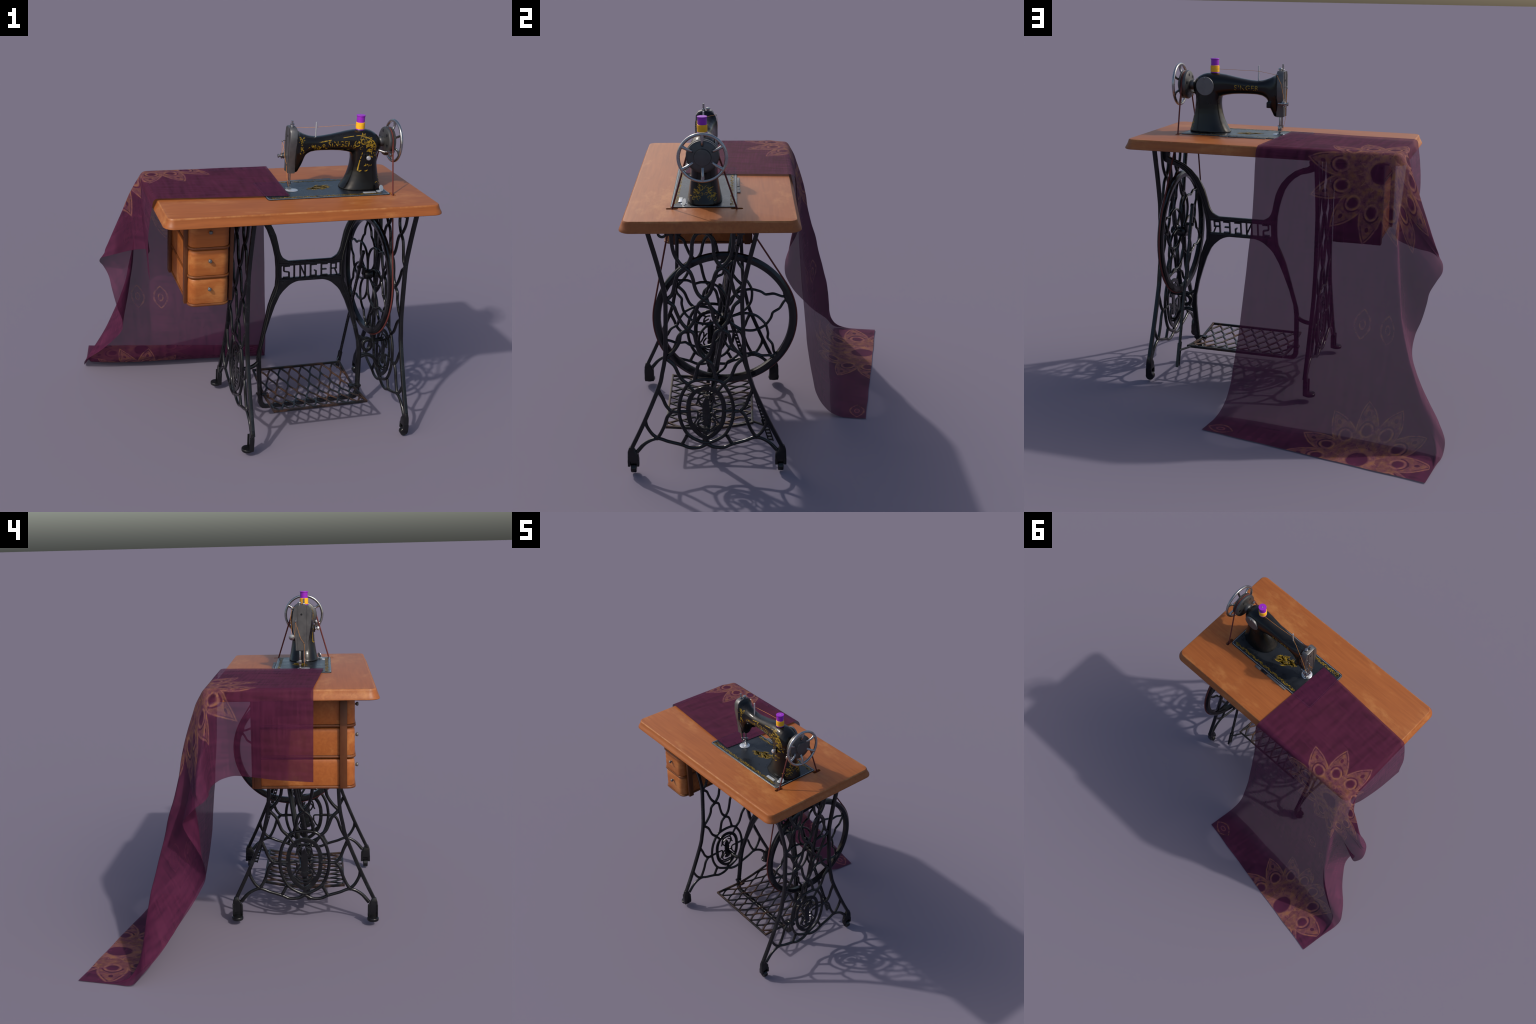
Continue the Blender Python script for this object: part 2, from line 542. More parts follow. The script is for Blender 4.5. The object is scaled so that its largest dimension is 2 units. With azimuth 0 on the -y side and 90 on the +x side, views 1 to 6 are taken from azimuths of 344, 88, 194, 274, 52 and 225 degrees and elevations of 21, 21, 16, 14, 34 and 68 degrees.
    ground = k.ramp(k.math("ADD", k.math("MULTIPLY", stripe, .5), k.math("MULTIPLY", check, .5)),
                    [(.36, (.040, .006, .0245)), (.5, (.066, .0098, .0355)), (.64, (.088, .014, .045))])
    fac = k.math("MULTIPLY", fig, .6)
    col = k.mix(fac, ground, motif)
    weave = k.node("ShaderNodeTexWave", Vector=k.node("ShaderNodeMapping", Vector=tc, Scale=(40, 220, 1)).outputs[0], Scale=1.0, _bands_direction="Y")
    k.put(k.b.inputs["Normal"], k.node("ShaderNodeBump", Height=weave.outputs[0], Strength=.15, Distance=.001).outputs[0])
    k.set(Base__Color=col, Roughness=.75, Specular__IOR__Level=.12)
    tl = k.node("ShaderNodeBsdfTranslucent", Color=col)
    body = k.node("ShaderNodeMixShader", Fac=.04)
    k.t.links.new(k.b.outputs[0], body.inputs[1])
    k.t.links.new(tl.outputs[0], body.inputs[2])
    clear = k.node("ShaderNodeBsdfTransparent", Color=(.97, .93, .97, 1))
    mix = k.node("ShaderNodeMixShader", Fac=k.math("MULTIPLY_ADD", fac, .03, .825))
    k.t.links.new(clear.outputs[0], mix.inputs[1])
    k.t.links.new(body.outputs[0], mix.inputs[2])
    k.t.links.new(mix.outputs[0], k.out.inputs["Surface"])
    return k.m


IRON = iron("cast_iron")
RUSTY = iron("rusty_cast_iron", .35)
WOOD_X = wood("stained_wood", "x", rim=1.543)
WOOD_Z = wood("stained_wood_post", "z", .5, .55)
WOOD_LIP = wood("stained_wood_lip", "x", .55, .1)
WOOD_Y = wood("stained_wood_drawer", "x", 1.15)
ENAMEL = enamel("black_enamel")
BED = enamel("worn_bed_enamel", (.009, .0105, .013), .28)
STEEL = steel("polished_steel", .36, .2, .95)
DULL = steel("dull_steel", .16, .45, .6)
PLATE = steel("face_plate_steel", .13, .36, .7)
HUB = steel("hub_steel", .09, .38, .7)
BRIGHT = plain("bright_plate", (.55, .57, .6), .3, .12, .6)
GOLD = gilding("worn_gold_transfer")
VIOLET = plain("violet_plastic", rgb(140, 30, 175), .4, .05)
YELLOW = plain("yellow_thread", (.85, .42, .01), .7, .1, scale=90)
FINE = plain("orange_thread", (.55, .22, .03), .7, .1)
LEATHER = braided("red_belt", (.14, .022, .018))
HOLE = plain("dark_recess", (.004, .003, .003), .9, .1)
CLOTH = sheer_cloth()

# ------------------------------------------------------------------ the machine: root and tabletop
machine = bpy.data.objects.new("treadle_sewing_machine", None)
bpy.context.collection.objects.link(machine)
machine["label"] = "antique black treadle sewing machine on ornate cast iron stand"
machine["category"] = "sewing machine"
CY = -.385                      # the machine's mid plane (y)
TOP = 1.543                     # table surface


def rect_ring(x0, x1, y0, y1, r, z, per=8):
    out = []
    for cx, cy, s in ((x1 - r, y1 - r, 0), (x0 + r, y1 - r, 90), (x0 + r, y0 + r, 180), (x1 - r, y0 + r, 270)):
        for k in range(per + 1):
            t = math.radians(s + 90 * k / per)
            out.append((cx + r * math.cos(t), cy + r * math.sin(t), z))
    return out


TX0, TX1, TY0, TY1 = -.66, .999, -.806, .125
edge = [(.03, 1.484), (.004, 1.485), (0, 1.488), (.001, 1.494), (.006, 1.503), (.0115, 1.512), (.0165, 1.522), (.0195, 1.531),
        (.0215, 1.5375), (.0255, 1.542), (.030, TOP)]
g = Geo()
g.loft([rect_ring(TX0 + i, TX1 - i, TY0 + i, TY1 - i, max(.01, .062 - i), z) for i, z in edge])
top = make("tabletop", g, WOOD_X, machine)
cut = Geo()
for y in (-.545, -.205):
    ring = lambda z: [(.771 + .013 * math.cos(t), y + (.022 if math.sin(t) >= 0 else -.022) + .0105 * math.sin(t), z)
                      for t in np.linspace(0, 2 * math.pi, 20, endpoint=False)]
    cut.loft([ring(1.4), ring(1.6)])
cutter = make("slot_cutter", cut, WOOD_X)
b = top.modifiers.new("slots", "BOOLEAN")
b.object, b.operation, b.solver = cutter, "DIFFERENCE", "EXACT"
bake(top)
bpy.data.objects.remove(cutter)
top.data.shade_smooth()
top.data.set_sharp_from_angle(angle=math.radians(35))

# ------------------------------------------------------------------ drawers under the left end
DX0, DX1, DYF, DYB = -.494, -.262, -.678, -.14


def drawer_ring(z, grow=0.0, r=.045):
    x0, x1, y0, y1 = DX0 - grow, DX1 + grow, DYF - grow, DYB
    out = []
    for cx, cy, s, rr in ((x1, y1, 0, 0), (x0, y1, 90, 0), (x0 + r, y0 + r, 180, r), (x1 - r, y0 + r, 270, r)):
        for k in range(9 if rr else 1):
            t = math.radians(s + 90 * k / 8)
            out.append((cx + rr * math.cos(t), cy + rr * math.sin(t), z))
    return out


knob = Geo().lathe([(.0001, .024), (.007, .0235), (.0105, .020), (.0115, .016), (.0098, .011), (.006, .008), (.0055, .004), (.008, 0), (.0001, -.002)],
                   (0, 0, 0), (0, -1, 0), 18)
knob_ob = None
for i in range(3):
    z0, h = .977 + i * .1735, .1715
    prof = [(-.006, .002), (.0005, .004), (.0015, .007), (.0015, .10), (.001, .13), (-.001, .146), (-.004, h - .019), (-.010, h - .015), (-.03, h - .0145)]
    lip = [(-.02, -.014), (.000, -.014), (.004, -.0125), (.0065, -.008), (.0065, -.003), (.0035, .002), (-.02, .003)]
    g = Geo().loft([drawer_ring(z0 + z, gr) for gr, z in prof])
    d = make("drawer", g, WOOD_Y, machine, angle=50)
    make("drawer_lip", Geo().loft([drawer_ring(z0 + z, gr) for gr, z in lip]), WOOD_LIP, d, angle=50)
    if knob_ob is None:
        knob_ob = make("knob", knob, DULL, d)
    else:
        k2 = share(knob_ob, (0, 0, 0))
        k2.parent = d
    ((knob_ob if i == 0 else k2)).location = (-.379, DYF - .0005, 1.074 + i * .173)

post = None
for x in (-.505, -.24):
    for y in (-.6155, -.1395):
        if post is None:
            post = make("cabinet_post", Geo().box((-.0115, -.02, .968), (.0115, .02, 1.4865)), WOOD_Z, machine, bevel=.003)
            post.location = (x, y, 0)
        else:
            share(post, (x, y, 0))
g = Geo()
g.box((-.4945, -.134, .985), (-.2615, -.122, 1.486))
g.box((-.516, -.12, .97), (-.466, -.108, 1.486))
g.box((-.294, -.12, .97), (-.247, -.108, 1.486))
make("cabinet_back", g, WOOD_Z, machine, bevel=.002)
g = Geo()
for y in (-.60, -.17):
    g.box((-.53, y - .02, 1.466), (-.22, y + .02, 1.4865))
make("cabinet_rail", g, WOOD_Z, machine, bevel=.002)

# ------------------------------------------------------------------ cast side frames (half pattern as (distance from mid plane, height))
POST = [(.284, 1.487), (.281, 1.45), (.240, 1.285), (.208, 1.125), (.2035, 1.06), (.206, .96), (.212, .80), (.219, .72),
        (.235, .64), (.256, .555), (.345, .335), (.437, .135)]
BARS = [
    [(.098, 1.257), (.125, 1.288), (.149, 1.335), (.160, 1.40), (.162, 1.487)],
    [(.098, 1.257), (.074, 1.288), (.059, 1.328), (.053, 1.40), (.032, 1.443), (0, 1.455)],
    [(.098, 1.257), (.132, 1.225), (.151, 1.165), (.166, 1.108), (.200, 1.073)],
    [(.098, 1.257), (.071, 1.235), (.055, 1.194), (.047, 1.15), (.03, 1.107), (0, 1.075)],
    [(0, 1.075), (.026, 1.05), (.043, 1.005), (.056, .948), (.09, .899)],
    [(.200, 1.073), (.162, 1.04), (.147, 1.0), (.124, .945), (.09, .899)],
    [(.09, .899), (.128, .872), (.140, .82), (.172, .768), (.212, .728)],
    [(.09, .899), (.058, .875), (.046, .82), (.030, .762), (0, .721)],
    [(0, .721), (.034, .692), (.049, .64), (.058, .596)],
    [(.212, .728), (.170, .685), (.149, .635), (.132, .60), (.098, .567)],
    [(.260, .527), (.238, .479), (.221, .433), (.190, .397), (.150, .395)],
    [(.190, .397), (.217, .362), (.236, .304), (.26, .252), (.279, .226)],
    [(.279, .226), (.309, .258), (.334, .305), (.342, .34)],
    [(.395, .138), (.344, .195), (.279, .224), (.216, .203), (.144, .181), (.095, .160), (.04, .163), (0, .184)],
    [(.111, .240), (.140, .184)],
]
OVAL = [(0, .598), (.04, .595), (.071, .586), (.098, .565), (.133, .502), (.149, .435), (.150, .373), (.136, .308), (.105, .247), (.058, .212), (0, .192)]
RING = [(0, .542), (.06, .519), (.092, .465), (.099, .395), (.088, .321), (.054, .263), (0, .226)]
CURLS = [
    [(.002, .512), (.026, .508), (.042, .488), (.048, .455), (.056, .442)],
    [(.024, .505), (.055, .517)], [(.012, .49), (.04, .468), (.03, .44), (.02, .43)],
    [(.099, .395), (.072, .397), (.048, .392), (.046, .36), (.026, .385)], [(.046, .36), (.068, .322), (.088, .322)],
    [(.086, .318), (.055, .292), (.03, .268), (0, .262)], [(.030, .352), (.05, .318), (.03, .285), (0, .282)],
]


def side_frame(x, outward):
    """x of the frame's plane; outward = +1 or -1 along x."""
    P = lambda p, s, dx=0.0: (x + dx, CY + s * p[0], p[1])
    bar, post = oval(.0103, .0102, 8), round_rect(.0112, .0125, .004, 2)
    g = Geo()
    for s in (1, -1):
        g.sweep([P(p, s) for p in spline(POST, 4)], post, up=(1, 0, 0))
        for j, c in enumerate(BARS):
            sc = lambda u, n=len(c): oval(.010 + .0022 * (abs(2*u - 1)) ** 3, .0098, 8)
            g.sweep([P(p, s) for p in spline(c, 5)], sc, up=(1, 0, 0))
        for a, b in (((.098, .565), (.066, .522)), ((.152, .396), (.10, .396))):
            g.sweep([P(a, s), P(b, s)], oval(.0095, .008, 8), up=(1, 0, 0))
    loop = spline([P(p, 1) for p in OVAL] + [P(p, -1) for p in OVAL[-2:0:-1]], 4, closed=True)
    g.sweep(loop, bar, up=(1, 0, 0), closed=True)
    for n in ((.098, 1.257), (.09, .899), (.279, .226), (.19, .397)):      # swollen joints
        for s in (1, -1):
            g.lathe([(.0001, -.0095), (.011, -.007), (.0125, 0), (.011, .007), (.0001, .0095)], P(n, s), (1, 0, 0), 10)
    for z in (1.075, .721, .19):
        g.lathe([(.0001, -.0095), (.011, -.007), (.0125, 0), (.011, .007), (.0001, .0095)], (x, CY, z), (1, 0, 0), 10)
    for s in (1, -1):                                                      # lugs screwed to the table
        g.box((x - .02, CY + s * .284 - .022, 1.474), (x + .02, CY + s * .284 + .022, 1.4855))
        g.box((x - .02, CY + s * .162 - .02, 1.474), (x + .02, CY + s * .162 + .02, 1.4855))
    fr = make("side_frame", g, IRON, machine, angle=50)
    # medallion
    g = Geo()
    loop = spline([P(p, 1) for p in RING] + [P(p, -1) for p in RING[-2:0:-1]], 5, closed=True)
    g.sweep(loop, round_rect(.0128, .005, .002, 2), up=(1, 0, 0), closed=True)
    g.sweep([(x, CY, .19), (x, CY, .228)], round_rect(.010, .006, .002, 2), up=(1, 0, 0))
    for s in (1, -1):
        for c in CURLS:
            g.sweep([P(p, s) for p in spline(c, 4)], round_rect(.0052, .0045, .0015, 2), up=(1, 0, 0))
    body = [(.001, .486), (.010, .470), (.018, .452), (.022, .41), (.0215, .37), (.024, .345), (.016, .338), (.025, .33), (.024, .31), (.001, .303)]
    for s in (1, -1):
        g.loft([[(x - .0055, CY, z), (x - .004, CY + s * y, z), (x + .004, CY + s * y, z), (x + .0055, CY, z)] for y, z in body])
    make("medallion", g, IRON, fr, angle=35)
    # feet
    for s in (1, -1):
        y0 = CY + s * .418
        if outward > 0:
            g = Geo()
            sec = lambda hx, hy, z, dy=0: [(x + a, y0 + s * dy + b, z) for a, b in round_rect(hx, hy, min(hx, hy) * .45, 3)]
            g.loft([sec(.009, .012, .17, .008), sec(.014, .024, .142, .006), sec(.017, .031, .118, 0), sec(.018, .0325, .085, 0)])
            for e in (-1, 1):
                g.loft([[(x + a, y0 + e * .025 + b, z) for a, b in round_rect(.018, .0075, .003, 2)] for z in (.09, .056, .051)])
            f = make("foot", g, IRON, fr, angle=50)
            g = Geo().lathe([(.0001, -.016), (.024, -.016), (.0275, -.012), (.0275, .012), (.024, .016), (.0001, .016)], (x, y0, .034), (0, 1, 0), 14)
            g.box((x - .004, y0 - .017, .03), (x + .004, y0 + .017, .095))
            make("caster", g, IRON, f, angle=40)
        else:
            g = Geo()
            sec = lambda hx, hy, z, dy=0: [(x - .004 + a, y0 + s * dy + b, z) for a, b in round_rect(hx, hy, min(hx, hy) * .45, 3)]
            g.loft([sec(.009, .012, .17, .008), sec(.012, .022, .142, .006), sec(.013, .031, .115, 0), sec(.012, .032, .05, 0), sec(.011, .030, .034, 0)])
            for e in (-1, 1):
                g.box((x - .022, y0 + e * .026 - .005, .045), (x - .012, y0 + e * .026 + .005, .13))
            g.lathe([(.0001, 0), (.034, 0), (.036, .004), (.036, .016), (.033, .020), (.0001, .022)], (x - .028, y0, .031), (0, 0, 1), 20)
            make("foot", g, IRON, fr, angle=50, bevel=.002)
    return fr


right_frame = side_frame(.888, 1)
left_frame = side_frame(-.12, -1)

# ------------------------------------------------------------------ H-shaped cross brace with the cut-out name
BX, LEAN = .381, .163           # centre, and how far it leans back per metre of height


def on_brace(x, z, d=0.0):
    return (BX + x, -.41 + LEAN * (z - .075) + d, z)


half = [(.0, 1.034), (.144, 1.034), (.165, 1.044), (.182, 1.056), (.195, 1.076), (.204, 1.10), (.215, 1.15), (.228, 1.203), (.245, 1.243),
        (.266, 1.28), (.305, 1.325), (.35, 1.361), (.40, 1.383), (.435, 1.392), (.443, 1.405), (.440, 1.425), (.452, 1.44),
        (.492, 1.44), (.490, 1.39), (.478, 1.37), (.455, 1.36), (.43, 1.352), (.39, 1.342), (.35, 1.316), (.315, 1.28), (.288, 1.238), (.266, 1.18), (.25, 1.126),
        (.236, 1.06), (.231, .99), (.231, .93), (.236, .875), (.259, .82), (.283, .755), (.305, .665), (.33, .56), (.356, .45), (.361, .405),
        (.358, .30), (.354, .17), (.352, .115), (.342, .092), (.325, .077), (.30, .073), (.0, .073)]
inner = [(.0, .097), (.295, .097), (.312, .106), (.32, .125), (.325, .17), (.329, .295), (.331, .405), (.326, .47), (.30, .575), (.268, .671), (.238, .751), (.206, .815), (.185, .842), (.161, .864),
         (.142, .88), (.122, .891), (.10, .899), (.08, .903), (.0, .903)]
outline = half + [(-x, z) for x, z in half[-2:0:-1]]
hole = inner + [(-x, z) for x, z in inner[-2:0:-1]]
window = [(-.193 + a, .926 + b) for a, b in ((.004, 0), (.39, 0), (.394, .004), (.394, .074), (.39, .078), (.004, .078), (0, .074), (0, .004))]
place = lambda c: Vector(on_brace(c.x, c.y, -c.z))
brace = fill_outline("cross_brace", [outline, hole, window], .008, .004, place, IRON, machine)
g = Geo()
for s in (1, -1):                                             # raised ribs along the arms
    up = [(.455, 1.40), (.41, 1.372), (.35, 1.342), (.305, 1.288), (.27, 1.225), (.243, 1.14), (.222, 1.06), (.212, .99), (.213, .92), (.226, .85), (.262, .765), (.287, .665), (.315, .55), (.344, .43), (.344, .30), (.337, .14)]
    g.sweep([on_brace(s * x, z, -.011) for x, z in spline(up, 4)], oval(.007, .006, 8), up=(0, 1, -LEAN))
    g.sweep([on_brace(s * x, z, .011) for x, z in spline(up, 4)], oval(.007, .006, 8), up=(0, 1, -LEAN))
for z in (1.019, .914):
    for d in (-.011, .011):
        g.sweep([on_brace(-.215, z, d), on_brace(.215, z, d)], oval(.006, .004, 8), up=(0, 1, -LEAN))
    # arms that reach over to the side frames
g.tube([on_brace(*p) for p in spline([(-.344, .39), (-.375, .366), (-.42, .352), (-.50, .35)], 5)], .014, 10)
g.tube([on_brace(*p) for p in spline([(.344, .352), (.40, .366), (.45, .342), (.48, .29), (.505, .262)], 5)], .0125, 10)
g.tube([on_brace(*p) for p in spline([(.344, .50), (.375, .478), (.40, .482), (.445, .465), (.507, .47)], 5)], .009, 10)
ring = [on_brace(.402 + .029 * math.cos(a), .432 + .034 * math.sin(a)) for a in np.linspace(0, 2 * math.pi, 28, endpoint=False)]
g.sweep(ring, round_rect(.011, .011, .004, 2), up=(0, 1, -LEAN), closed=True)
for s in (1, -1):
    g.box((BX + s * .465 - .045, -.205, 1.438), (BX + s * .465 + .045, -.165, 1.486))
    g.tube([on_brace(s * .345, .165, -.02), on_brace(s * .345, .165, .02)], .014, 12)
g.tube([(.345 + BX - .01, -.396, .165), (BX + .30, -.396, .165)], .009, 10)
g.tube([(BX - .345, -.396, .165), (BX - .30, -.396, .165)], .009, 10)
make("brace_rib", g, IRON, brace, angle=50)

# block letters that stand in the window, as strokes (x0, z0, x1, z1) in units of letter width and height
w = .23
LETTERS = {
    "S": ((-.181, -.137), [(0, 1, 1, 1), (0, 1, 0, .55), (0, .55, 1, .45), (1, .45, 1, 0), (0, 0, 1, 0), (1, 1, 1, .86), (0, 0, 0, .14)]),
    "I": ((-.112, -.102), [(.5, 0, .5, 1)]),
    "N": ((-.072, -.029), [(0, 0, 0, 1), (1, 0, 1, 1), (0, 1, 1, 0)]),
    "G": ((-.002, .044), [(0, 1, 1, 1), (0, 0, 0, 1), (0, 0, 1, 0), (1, 0, 1, .46), (1, .46, .55, .46), (1, 1, 1, .86)]),
    "E": ((.071, .117), [(0, 0, 0, 1), (0, 1, 1, 1), (0, .52, .8, .52), (0, 0, 1, 0)]),
    "R": ((.136, .187), [(0, 0, 0, 1), (0, 1, .85, 1), (.85, 1, .85, .56), (0, .54, .85, .54), (.6, .54, 1, 0)]),
}
for ch, ((x0, x1), strokes) in LETTERS.items():
    g = Geo()
    for a, b, c, d in strokes:
        m = lambda u, v: (x0 + .005 + (x1 - x0 - .01) * u, .9295 + .071 * v)
        p, q = m(a, b), m(c, d)
        ext = .0045 if abs(p[1] - q[1]) < .004 else 0
        if abs(p[0] - q[0]) < .001:
            p, q = [(o[0], o[1] + (.006 if o[1] > .99 else -.006 if o[1] < .94 else 0)) for o in (p, q)]
        g.sweep([on_brace(p[0] - ext, p[1]), on_brace(q[0] + ext, q[1])], round_rect(.0044, .009, .002, 1), up=(0, 1, -LEAN))
    make("letter", g, IRON, brace, angle=40)

# ------------------------------------------------------------------ drive wheel, crank, strut, pitman rod
WX, WY, WZ = .778, -.275, .912
wp = lambda r, deg, dx=0.0: (WX + dx, WY + r * math.cos(math.radians(deg)), WZ + r * math.sin(math.radians(deg)))
g = Geo()
rim = [(-.018, -.016), (.006, -.019), (.018, -.012), (.013, 0), (.018, .012), (.006, .019), (-.018, .016), (-.021, 0)]
circ = [wp(.371, a) for a in np.linspace(0, 360, 96, endpoint=False)]
# section: first value points outwards from the hub, second along the axle
g.sweep(circ, [(-a, b) for a, b in rim], up=(1, 0, 0), closed=True)
wheel = make("drive_wheel", g, IRON, machine, angle=35)
g = Geo()
BAR = [(.360, 1), (.335, 3), (.305, 8.5), (.278, 11), (.262, 13), (.254, 18), (.245, 22), (.226, 30), (.198, 38), (.168, 46), (.125, 54), (.082, 58.5), (.03, 60)]
for k in range(6):
    for s in (1, -1):
        g.sweep(spline([wp(r, 20 + 60 * k + s * a) for r, a in BAR], 4), oval(.0075, .0085, 8), up=(1, 0, 0))
    g.sweep(spline([wp(.357, 20 + 60 * k + a) for a in (-9, -4, 0, 4, 9)], 3), lambda u: oval(.012 * math.sin(math.pi * min(1, max(.08, u))) + .002, .011, 8), up=(1, 0, 0))
g.lathe([(.0001, -.03), (.026, -.03), (.032, -.024), (.034, 0), (.032, .024), (.022, .03), (.012, .034), (.012, .075), (.0001, .075)], (WX, WY, WZ), (1, 0, 0), 20)
make("wheel_spoke", g, IRON, wheel, angle=50)
rod_a, rod_b = np.array((.722, -.017, .095)), np.array((.719, -.304, 1.078))
rod = lambda u: tuple(rod_a + (rod_b - rod_a) * u)
pin = rod(.885)
g = Geo()
g.sweep([(WX - .032, WY, WZ), (WX - .030, (WY + pin[1]) / 2, (WZ + pin[2]) / 2), (WX - .032, pin[1], pin[2])], round_rect(.018, .008, .004, 2), up=(1, 0, 0))
g.tube([(WX - .03, pin[1], pin[2]), (.70, pin[1], pin[2])], .010, 12)
make("crank", g, IRON, wheel)
g = Geo()
g.sweep([(.829, -.203, 1.36), (.829, -.281, .90), (.822, -.362, .46)], round_rect(.0075, .0125, .004, 2), up=(1, 0, 0))
g.lathe([(.0001, -.02), (.024, -.02), (.026, 0), (.024, .02), (.0001, .02)], (.833, WY - .015, WZ), (1, 0, 0), 16)
g.tube([(.829, -.203, 1.36), (.79, -.2, 1.375), on_brace(.375, 1.35)], .011, 10)
g.tube([(.829, -.365, .47), (.888, -.365, .47)], .011, 10)
g.tube([(.845, -.597 + .02 * math.cos(a), 1.433 + .02 * math.sin(a)) for a in np.linspace(0, 2 * math.pi, 20, endpoint=False)], .0075, 8, closed=True)
g.box((.83, -.575, 1.425), (.86, -.535, 1.485))
make("wheel_strut", g, IRON, machine, angle=40)
g = Geo()
g.sweep([rod(.79), rod(.80), rod(1)], round_rect(.014, .009, .006, 3), up=(1, 0, 0))
g.lathe([(.0001, -.0095), (.014, -.0095), (.014, .0095), (.0001, .0095)], rod(1), (1, 0, 0), 16)
for e in (-1, 1):
    off = np.array((0, e * .0085, 0))
    g.sweep([np.array(rod(u)) + off for u in (.10, .80)], round_rect(.0035, .006, .002, 2), up=(1, 0, 0))
for i in range(31):
    u = .115 + .0225 * i
    g.sweep([np.array(rod(u)) + np.array((0, -.007, 0)), np.array(rod(u)) + np.array((0, .007, 0))], round_rect(.0065, .004, .001, 1), up=(1, 0, 0))
for e in (-1, 1):
    off = np.array((0, e * .0135, 0))
    g.sweep([np.array(rod(u)) + off for u in (0, .15)], round_rect(.0035, .009, .002, 2), up=(1, 0, 0))
for i in range(7):
    u = .008 + .0225 * i
    g.sweep([np.array(rod(u)) + np.array((0, -.013, 0)), np.array(rod(u)) + np.array((0, .013, 0))], round_rect(.006, .005, .001, 1), up=(1, 0, 0))
g.tube([rod(.1), (.672, -.125, .196)], .007, 8)
make("pitman_rod", g, IRON, machine, angle=40)

# ------------------------------------------------------------------ treadle
QX0, QX1, QY0, QY1 = .071, .690, -.629, -.125
sag = lambda y: float(hermite([(QY0, .176, 0, 0), (-.52, .168, 0, 0), (-.395, .160, 0, 0), (-.25, .175, 0, 0), (QY1, .197, 0, 0)], y)[0][0])
g = Geo()
ys = np.linspace(QY0, QY1, 16)
for x in (QX0, QX1):
    g.sweep([(x, y, sag(y)) for y in ys], round_rect(.0065, .008, .002, 2), up=(0, 0, 1))
for y in (QY0, QY1):
    g.sweep([(QX0 - .006, y, sag(y)), (QX1 + .006, y, sag(y))], round_rect(.0065, .008, .002, 2), up=(0, 0, 1))
treadle = make("treadle_plate", g, RUSTY, machine, angle=40)
g = Geo()
cell, rows = .0745, 6
for s in (1, -1):
    for i in range(-6, 16):
        pts = []
        for y in np.linspace(QY0, QY1, 60):
            ph = float(np.interp(y, [QY0, -.545, -.470, -.388, -.297, -.202, QY1 + .01], range(7)))
            x = QX0 + .007 + cell * (i + .5) + s * (cell / 2 * ph - .003 * math.sin(2 * math.pi * ph))
            if QX0 - .002 <= x <= QX1 + .002:
                pts.append((x, y, sag(y) - .005))
        if len(pts) > 2:
            g.sweep(pts, round_rect(.0058, .0048, .002, 1), up=(0, 0, 1))
make("treadle_lattice", g, RUSTY, treadle, angle=60, stuff=True)
g = Geo().tube([(.035, -.397, .163), (.10, -.397, .163)], .007, 8).tube([(.66, -.397, .163), (.73, -.397, .163)], .007, 8)
for x in (.088, .672):
    g.box((x - .012, -.415, .15), (x + .012, -.38, .17))
make("treadle_axle", g, RUSTY, treadle)

# ------------------------------------------------------------------ bed plate with its transfer ornament
PX0, PX1, PY0, PY1, PZ = -.01, .757, -.556, -.205, 1.5475
g = Geo().loft([rect_ring(PX0, PX1, PY0, PY1, .018, TOP - .01, 5), rect_ring(PX0, PX1, PY0, PY1, .018, PZ - .0012, 5), rect_ring(PX0 + .0015, PX1 - .0015, PY0 + .0015, PY1 - .0015, .0165, PZ, 5)])
bed = make("bed_plate", g, BED, machine, angle=30)
g = Geo().sweep(rect_ring(PX0 + .0065, PX1 - .0065, PY0 + .0065, PY1 - .0065, .0125, PZ, 5), [(-.0013, -.001), (.0013, -.001), (.0013, .0007), (-.0013, .0007)], up=(0, 0, 1), closed=True)
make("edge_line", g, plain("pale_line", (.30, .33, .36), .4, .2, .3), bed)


def scroll(cx, cy, size, start, turns, flip=1, tail=0.0):
    """A spiral volute, thick in the middle and thin at both ends: [(x, y, half width)]."""
    n = max(10, int(22 * turns))
    out = []
    for i in range(n + 1):
        u = i / n
        a = start + flip * 2 * math.pi * turns * u
        r = size * (1 - .82 * u)
        out.append((cx + r * math.cos(a) + tail * (1 - u) ** 2, cy + r * math.sin(a), size * .13 * math.sin(math.pi * min(1, u * .95 + .08)) + size * .025))
    return out


def leaf(x, y, length, ang, fat=.22, bend=.5):
    out = []
    for i in range(9):
        u = i / 8
        a = ang + bend * u
        out.append((x + length * u * math.cos(a), y + length * u * math.sin(a), length * fat * math.sin(math.pi * (.08 + .9 * u)) * .8))
    return out


def strip(strokes):
    """Flat ribbons (2D) from centre lines with half widths: vertex list and faces."""
    v, f = [], []
    for st in strokes:
        o = len(v)
        n = len(st)
        for i in range(n):
            a, b = st[max(0, i - 1)], st[min(n - 1, i + 1)]
            dx, dy = b[0] - a[0], b[1] - a[1]
            l = math.hypot(dx, dy) or 1
            nx, ny = -dy / l, dx / l
            w = st[i][2]
            v += [(st[i][0] + nx * w, st[i][1] + ny * w), (st[i][0], st[i][1]), (st[i][0] - nx * w, st[i][1] - ny * w)]
        for i in range(n - 1):
            p = o + 3 * i
            f += [(p, p + 1, p + 4, p + 3), (p + 1, p + 2, p + 5, p + 4)]
    return v, f


